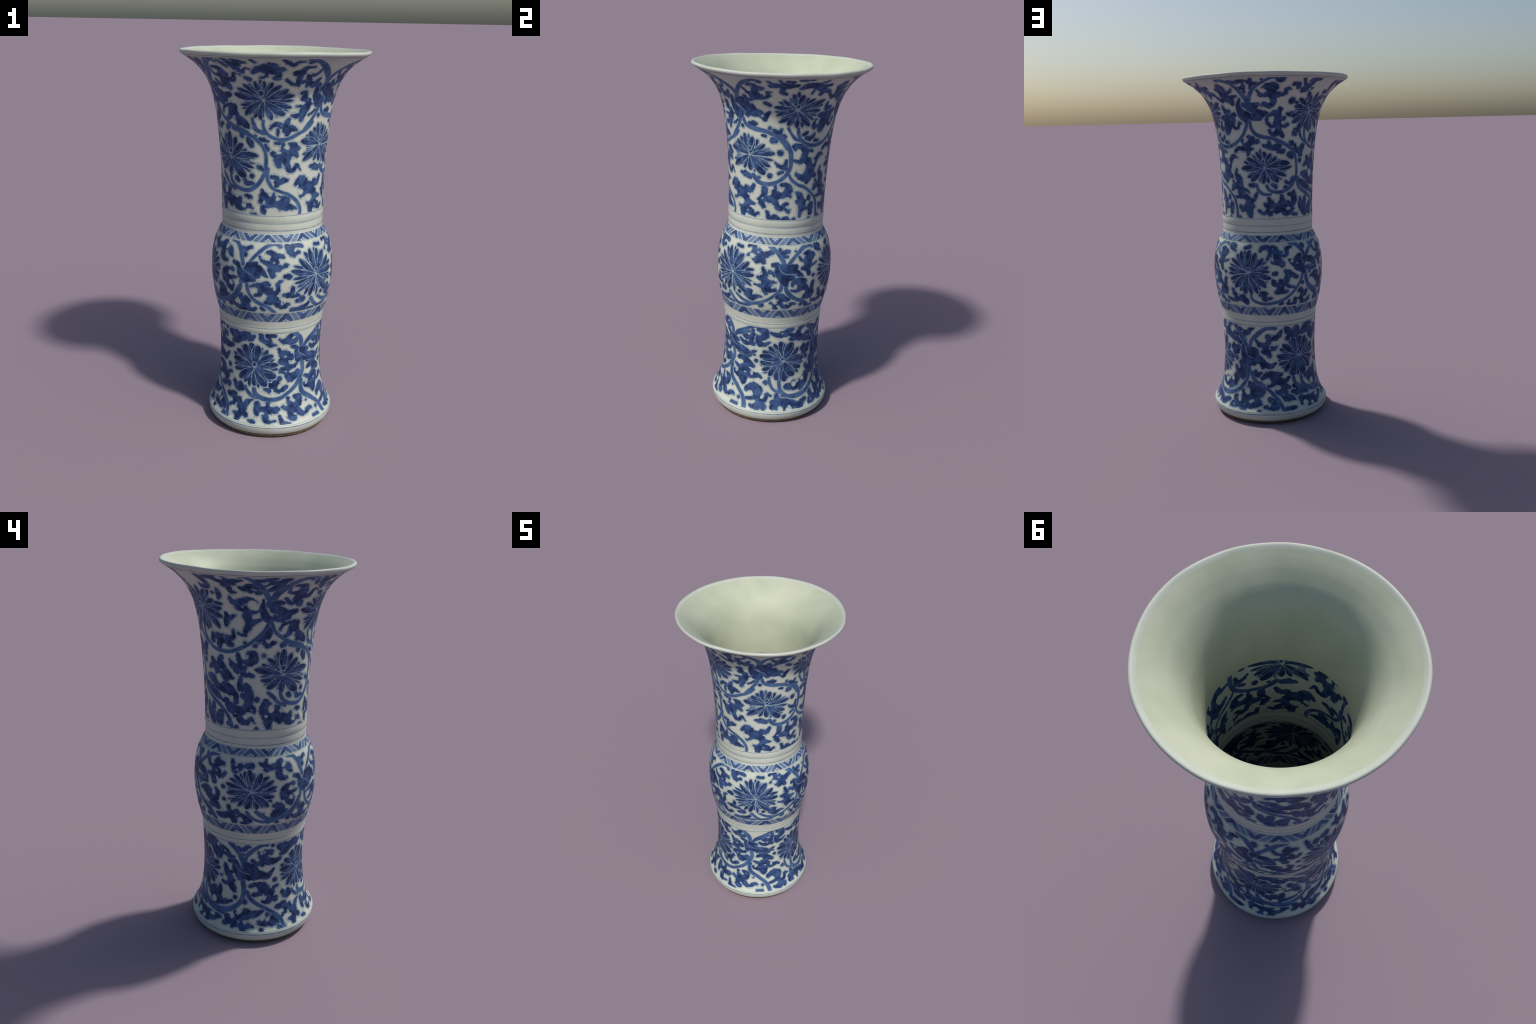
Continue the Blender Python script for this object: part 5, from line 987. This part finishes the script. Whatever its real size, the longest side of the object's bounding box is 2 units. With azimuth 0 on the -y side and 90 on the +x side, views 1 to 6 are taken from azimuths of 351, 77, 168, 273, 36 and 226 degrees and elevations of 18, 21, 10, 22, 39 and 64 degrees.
for i, m in enumerate(MOTIFS):
    part, zlo, zhi = TIER[m["tier"]]
    t0, t1, y0, y1 = m["box"]
    y0, y1 = max(y0, along(zlo)), min(y1, along(zhi))
    if y1 - y0 < .004: continue
    T, Y = grid(t0, t1, y0, y1, float(radius(height((y0 + y1) / 2))), .0029 if m["kind"] == "flower" else STEP)
    R = radius(height(Y))
    wob = .0016 * noise2(T * R / .013, Y / .013, i) + .0009 * noise2(T * R / .006, Y / .006, i + 50)
    kind = m["kind"]
    lobes = .0052 * (np.abs(noise2(T * R / .016, Y / .016, i + 21)) - .28) + .0034 * (np.abs(noise2(T * R / .0085, Y / .0085, i + 77)) - .28)      # brush-dab lobes with sharp notches
    # what the neighbours cover: halos and outlines stop there
    other = np.full(T.shape, -1.0)
    for j, o in enumerate(MOTIFS):
        if j == i or o["tier"] != m["tier"]: continue
        b = o["box"]; sh = round((.5 * (t0 + t1) - .5 * (b[0] + b[1])) / (2 * np.pi)) * 2 * np.pi
        if b[0] + sh > t1 or b[1] + sh < t0 or b[2] > y1 or b[3] < y0: continue
        d = o["dabs"] + np.array([sh, 0, 0]); rr = radius(height(d[:, 1]))
        near = (d[:, 0] + (d[:, 2] + .004) / rr > t0) & (d[:, 0] - (d[:, 2] + .004) / rr < t1) & (d[:, 1] + d[:, 2] + .004 > y0) & (d[:, 1] - d[:, 2] - .004 < y1)
        if near.any(): other = np.maximum(other, depth(T, Y, R, d[near][::2]))
    if kind == "flower":
        fs = np.stack([depth(T, Y, R, p) for p in m["petals"]])
        win = fs.argmax(0); f0 = fs.max(0) + wob * .5
        L = np.array([np.hypot((p[-1, 0] - m["centre"][0]) * float(radius(height(m["centre"][1]))), p[-1, 1] - m["centre"][1]) for p in m["petals"]])
        reach = np.hypot((T - m["centre"][0]) * R, Y - m["centre"][1]) / L[win]
        # broad petals lie in front; the narrow ones peep out behind a pale contour
        f = np.full(T.shape, -1.0); front = np.full(T.shape, -1.0)
        for k in sorted(range(len(fs)), key=lambda k: -m["petals"][k][:, 2].max() - .0008 * math.sin(k * 5.1)):
            f = np.maximum(f, np.minimum(fs[k], -front - .0021)); front = np.maximum(front, fs[k])
        # shorter petals of the back rows close the gaps
        ang = np.arctan2(Y - m["centre"][1], (T - m["centre"][0]) * R); rad = np.hypot((T - m["centre"][0]) * R, Y - m["centre"][1])
        pa = np.array([math.atan2(p[-1, 1] - m["centre"][1], (p[-1, 0] - m["centre"][0]) * float(radius(height(m["centre"][1])))) for p in m["petals"]])
        wgt = np.exp(-((np.angle(np.exp(1j * (ang[None] - pa[:, None, None]))) / .22) ** 2)) + 1e-9
        env = (wgt * L[:, None, None]).sum(0) / wgt.sum(0)
        tips = np.abs(np.sin(ang * 11.5 + i)) * .010
        back = env * .70 + tips - rad + .5 * wob
        f = np.maximum(f, np.minimum(np.minimum(back, -front - .0021), .8 * (np.abs(np.sin(ang * 11.5 + i)) * rad / 11.5) - .0012))
        f0 = np.maximum(f0, back)
        f = f + .35 * wob
        for q in m["folds"]: f = np.minimum(f, -depth(T, Y, R, q))
        heart = .0075 - np.hypot((T - m["centre"][0]) * R, Y - m["centre"][1])
        f = np.minimum(f, -heart); f0 = np.maximum(f0, heart)
        ring = depth(T, Y, R, m["knob"])
        f = np.maximum(np.minimum(f, -ring - .0030), ring)
        tone = (reach - .60) * .05 + .012 * noise2(T * R / .02, Y / .02, i + 9) + .004 * noise2(T * R / .006, Y / .006, i + 3)
        S = soup([T, Y, f, f0, other, tone])
        inside = band(S, .0, None)
        core = band(inside, .0020, None)
        parts = [(band(band(S, None, .0), -.0022, None, 3), 0), (band(band(S, None, .0), -.0044, -.0022, 3), 8), (band(inside, None, .0007), 1), (band(inside, .0007, .0020), 7),
                 (band(core, None, 0, 5), 2), (band(core, 0, None, 5), 3)]
        line = band(band(band(S, -.0066, -.0048, 3), None, -.002, 4), -.0060, None, 5)
        parts.append((line, 5))
        paint("flower", kind, parts, part, m["tier"], i)
        continue
    f = depth(T, Y, R, m["dabs"])
    f = f + (.45 * wob if kind == "stem" else .6 * wob + lobes * (1 if kind == "leaf" else .5))
    tone = noise2(T * R / .024, Y / .024, i + 7) + .4 * noise2(T * R / .008, Y / .008, i + 13)
    for tier, d in CURLS:
        if tier != m["tier"] or kind == "stem": continue
        d = d + np.array([round((.5 * (t0 + t1) - d[0, 0]) / (2 * np.pi)) * 2 * np.pi, 0, 0])
        if (d[:, 0] > t0).any() and (d[:, 0] < t1).any() and (d[:, 1] > y0).any() and (d[:, 1] < y1).any():
            f = np.minimum(f, -depth(T, Y, R, d) - .4 * wob)
    if kind == "calyx":
        v = depth(T, Y, R, m["vein"]); f = np.minimum(f, -v)
    S = soup([T, Y, f, other, tone])
    main = 4 if kind == "stem" else 2
    core = band(S, .0030, None)
    parts = [(band(band(S, -.0046, -.0026), None, -.0012, 3), 8), (band(band(S, -.0026, -.0008), None, -.0008, 3), 0),
             (band(S, -.0008, .0010), 1), (band(S, .0010, .0030), 7)]
    if kind == "stem": parts.append((core, main))
    else:
        cut = .0 if kind == "calyx" else .25
        parts += [(band(core, None, cut, 4), main), (band(core, cut, None, 4), 3)]
    if kind in ("leaf", "bud"):
        line = band(band(band(S, -.0078, -.0060), None, -.0030, 3), -.40, None, 4)
        parts.append((line, 5))
    paint(kind, kind, parts, part, m["tier"], i)


# ---------------------------------------------------------------- pencil lines round the body
def ring_line(z, width, parent, seed, mat=LINE, lift=.00026):
    th = np.linspace(0, 2 * np.pi, SEG, endpoint=False)
    y = along(z) + .0007 * np.sin(3 * th + seed) + .0003 * np.sin(11 * th + 2 * seed)
    w = width / 2 * (1 + .2 * np.sin(5 * th + 3 * seed) + .12 * np.sin(29 * th + seed))
    V, N = [], []
    for s in (-1, 1):
        zz = height(y + s * w); p, n = surface(th, zz, lift + 0 * th)
        dz, dr = rim_wave(th, zz, radius(zz)); p[:, 2] += dz; p[:, 0] += dr * np.cos(th); p[:, 1] += dr * np.sin(th)
        V.append(p); N.append(n)
    a = np.arange(SEG); b = (a + 1) % SEG
    add_mesh("pencil_line", np.vstack(V), np.stack([a, b, b + SEG, a + SEG], 1), [mat], parent, normals=np.vstack(N))
    if .65 < z < LINING_END:
        INNER["neck" if z > 1.11 else "bulb"].append(
            (np.vstack([surface(th, height(y + s * w), -WALL - lift + 0 * th)[0] for s in (-1, 1)]),
             np.stack([a, b, b + SEG], 1)[:, ::-1], np.full(SEG, 5), -np.vstack(N)))


RULE = material("cobalt_rule", lin(112, 126, 136), lin(136, 148, 152), 24, rough=.5, spec=.2)
for z, w, par, mat in [(1.9735, .0034, neck, RULE), (1.9668, .0022, neck, LINE), (1.2045, .0026, neck, RULE),
                       (1.1635, .0030, neck, RULE), (1.1275, .0028, neck, RULE), (1.0705, .0020, belly, LINE),
                       (.7045, .0024, belly, LINE), (.6075, .0024, foot, RULE), (.5825, .0032, foot, RULE),
                       (.0745, .0020, foot, LINE), (.0655, .0038, foot, EDGE)]:
    if mat is RULE: ring_line(z, w * 2.3, par, z * 40, MIST, .00020)      # the line bleeds into the glaze
    ring_line(z, w, par, z * 40, mat)


# ---------------------------------------------------------------- diaper borders
def border(tops, z_lo, z_hi, parent, tier, seed):
    """zigzag of paired white lines on a blue ground, a small reserved blossom in every triangle"""
    tops = np.radians(np.array(sorted(tops), float)); n = len(tops)
    nxt = np.append(tops[1:], tops[0] + 2 * np.pi); bots = .5 * (tops + nxt)
    ylo, yhi = along(z_lo), along(z_hi)
    T, Y = grid(tops[0], tops[0] + 2 * np.pi, ylo - .004, yhi + .004, float(radius((z_lo + z_hi) / 2)))
    R = radius(height(Y))
    wob = .0010 * noise2(T * R / .012, Y / .012, seed)
    f = np.minimum(Y - ylo, yhi - Y) + wob
    white = np.full(T.shape, -1.0)
    lane = np.full(T.shape, -1.0)
    for k in range(n):
        for tt, tb in ((tops[k], bots[k]), (tops[k] + (2 * np.pi if k == 0 else 0), bots[k - 1] + 0)):
            # two parallel white strokes lean from the standing triangle's peak to the hanging one's tip
            m = (T > min(tt, tb) - .03) & (T < max(tt, tb) + .03)
            v = (Y - ylo) / (yhi - ylo)
            for top_at, foot_at in ((.14, .50), (.47, .85)):
                x = tb + (tt - tb) * (foot_at + (top_at - foot_at) * v)
                lean = abs(foot_at - top_at) * abs(tt - tb) * R / (yhi - ylo)
                white = np.maximum(white, np.where(m, .0028 - np.abs(T - x) * R / np.sqrt(1 + lean ** 2), -1))
            x0 = tb + (tt - tb) * (.50 - .36 * v); x1 = tb + (tt - tb) * (.85 - .38 * v)
            lane = np.maximum(lane, np.where(m, np.minimum((T - np.minimum(x0, x1)) * R, (np.maximum(x0, x1) - T) * R) - .004, -1))

    def blossom(t, y, up):
        out = np.full(T.shape, -1.0)
        dt = (T - t + np.pi) % (2 * np.pi) - np.pi
        u, v = dt * R, (Y - y) * up
        for cx, cy, rx, ry in ((-.0105, .0055, .0066, .0042), (.0105, .0055, .0066, .0042), (0, .0125, .0048, .0052), (0, .003, .003, .002)):
            e = 1 - np.hypot((u - cx) / rx, (v - cy) / ry); out = np.maximum(out, e * min(rx, ry))
        return out
    for k in range(n):
        white = np.maximum(white, blossom(tops[k], yhi, -1))
        white = np.maximum(white, blossom(bots[k], ylo, 1))
    f = np.minimum(f, -white + .5 * wob)
    tone = lane + .002 * noise2(T * R / .03, Y / .03, seed + 4)
    S = soup([T, Y, f, tone])
    core = band(S, .0014, None)
    paint("diaper_border", "border", [(band(S, -.0014, 0), 0), (band(S, 0, .0014), 1), (band(core, 0, None, 3), 1),
                                     (band(core, None, 0, 3), 6)], parent, tier, 0)


border([-124, -85, -48, -13, 28, 73, 118, 160, 198], 1.0745, 1.1085, belly, "bulb", 3)
border([-140, -104, -66, -23, 11, 45, 79, 112, 148, 184], .6500, .7000, belly, "bulb", 8)

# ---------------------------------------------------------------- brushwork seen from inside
for tier, parent in (("neck", inner_wall), ("bulb", inner_wall)):
    V, F, M, N, off = [], [], [], [], 0
    for p, f, m, n in INNER[tier]:
        V.append(p); F.append(f + off); M.append(m); N.append(n); off += len(p)
    if not V: continue
    ob = add_mesh("inner_brushwork", np.vstack(V), np.vstack(F), MATS, parent, np.concatenate(M), np.vstack(N))
    ob["kind"] = "stuff"
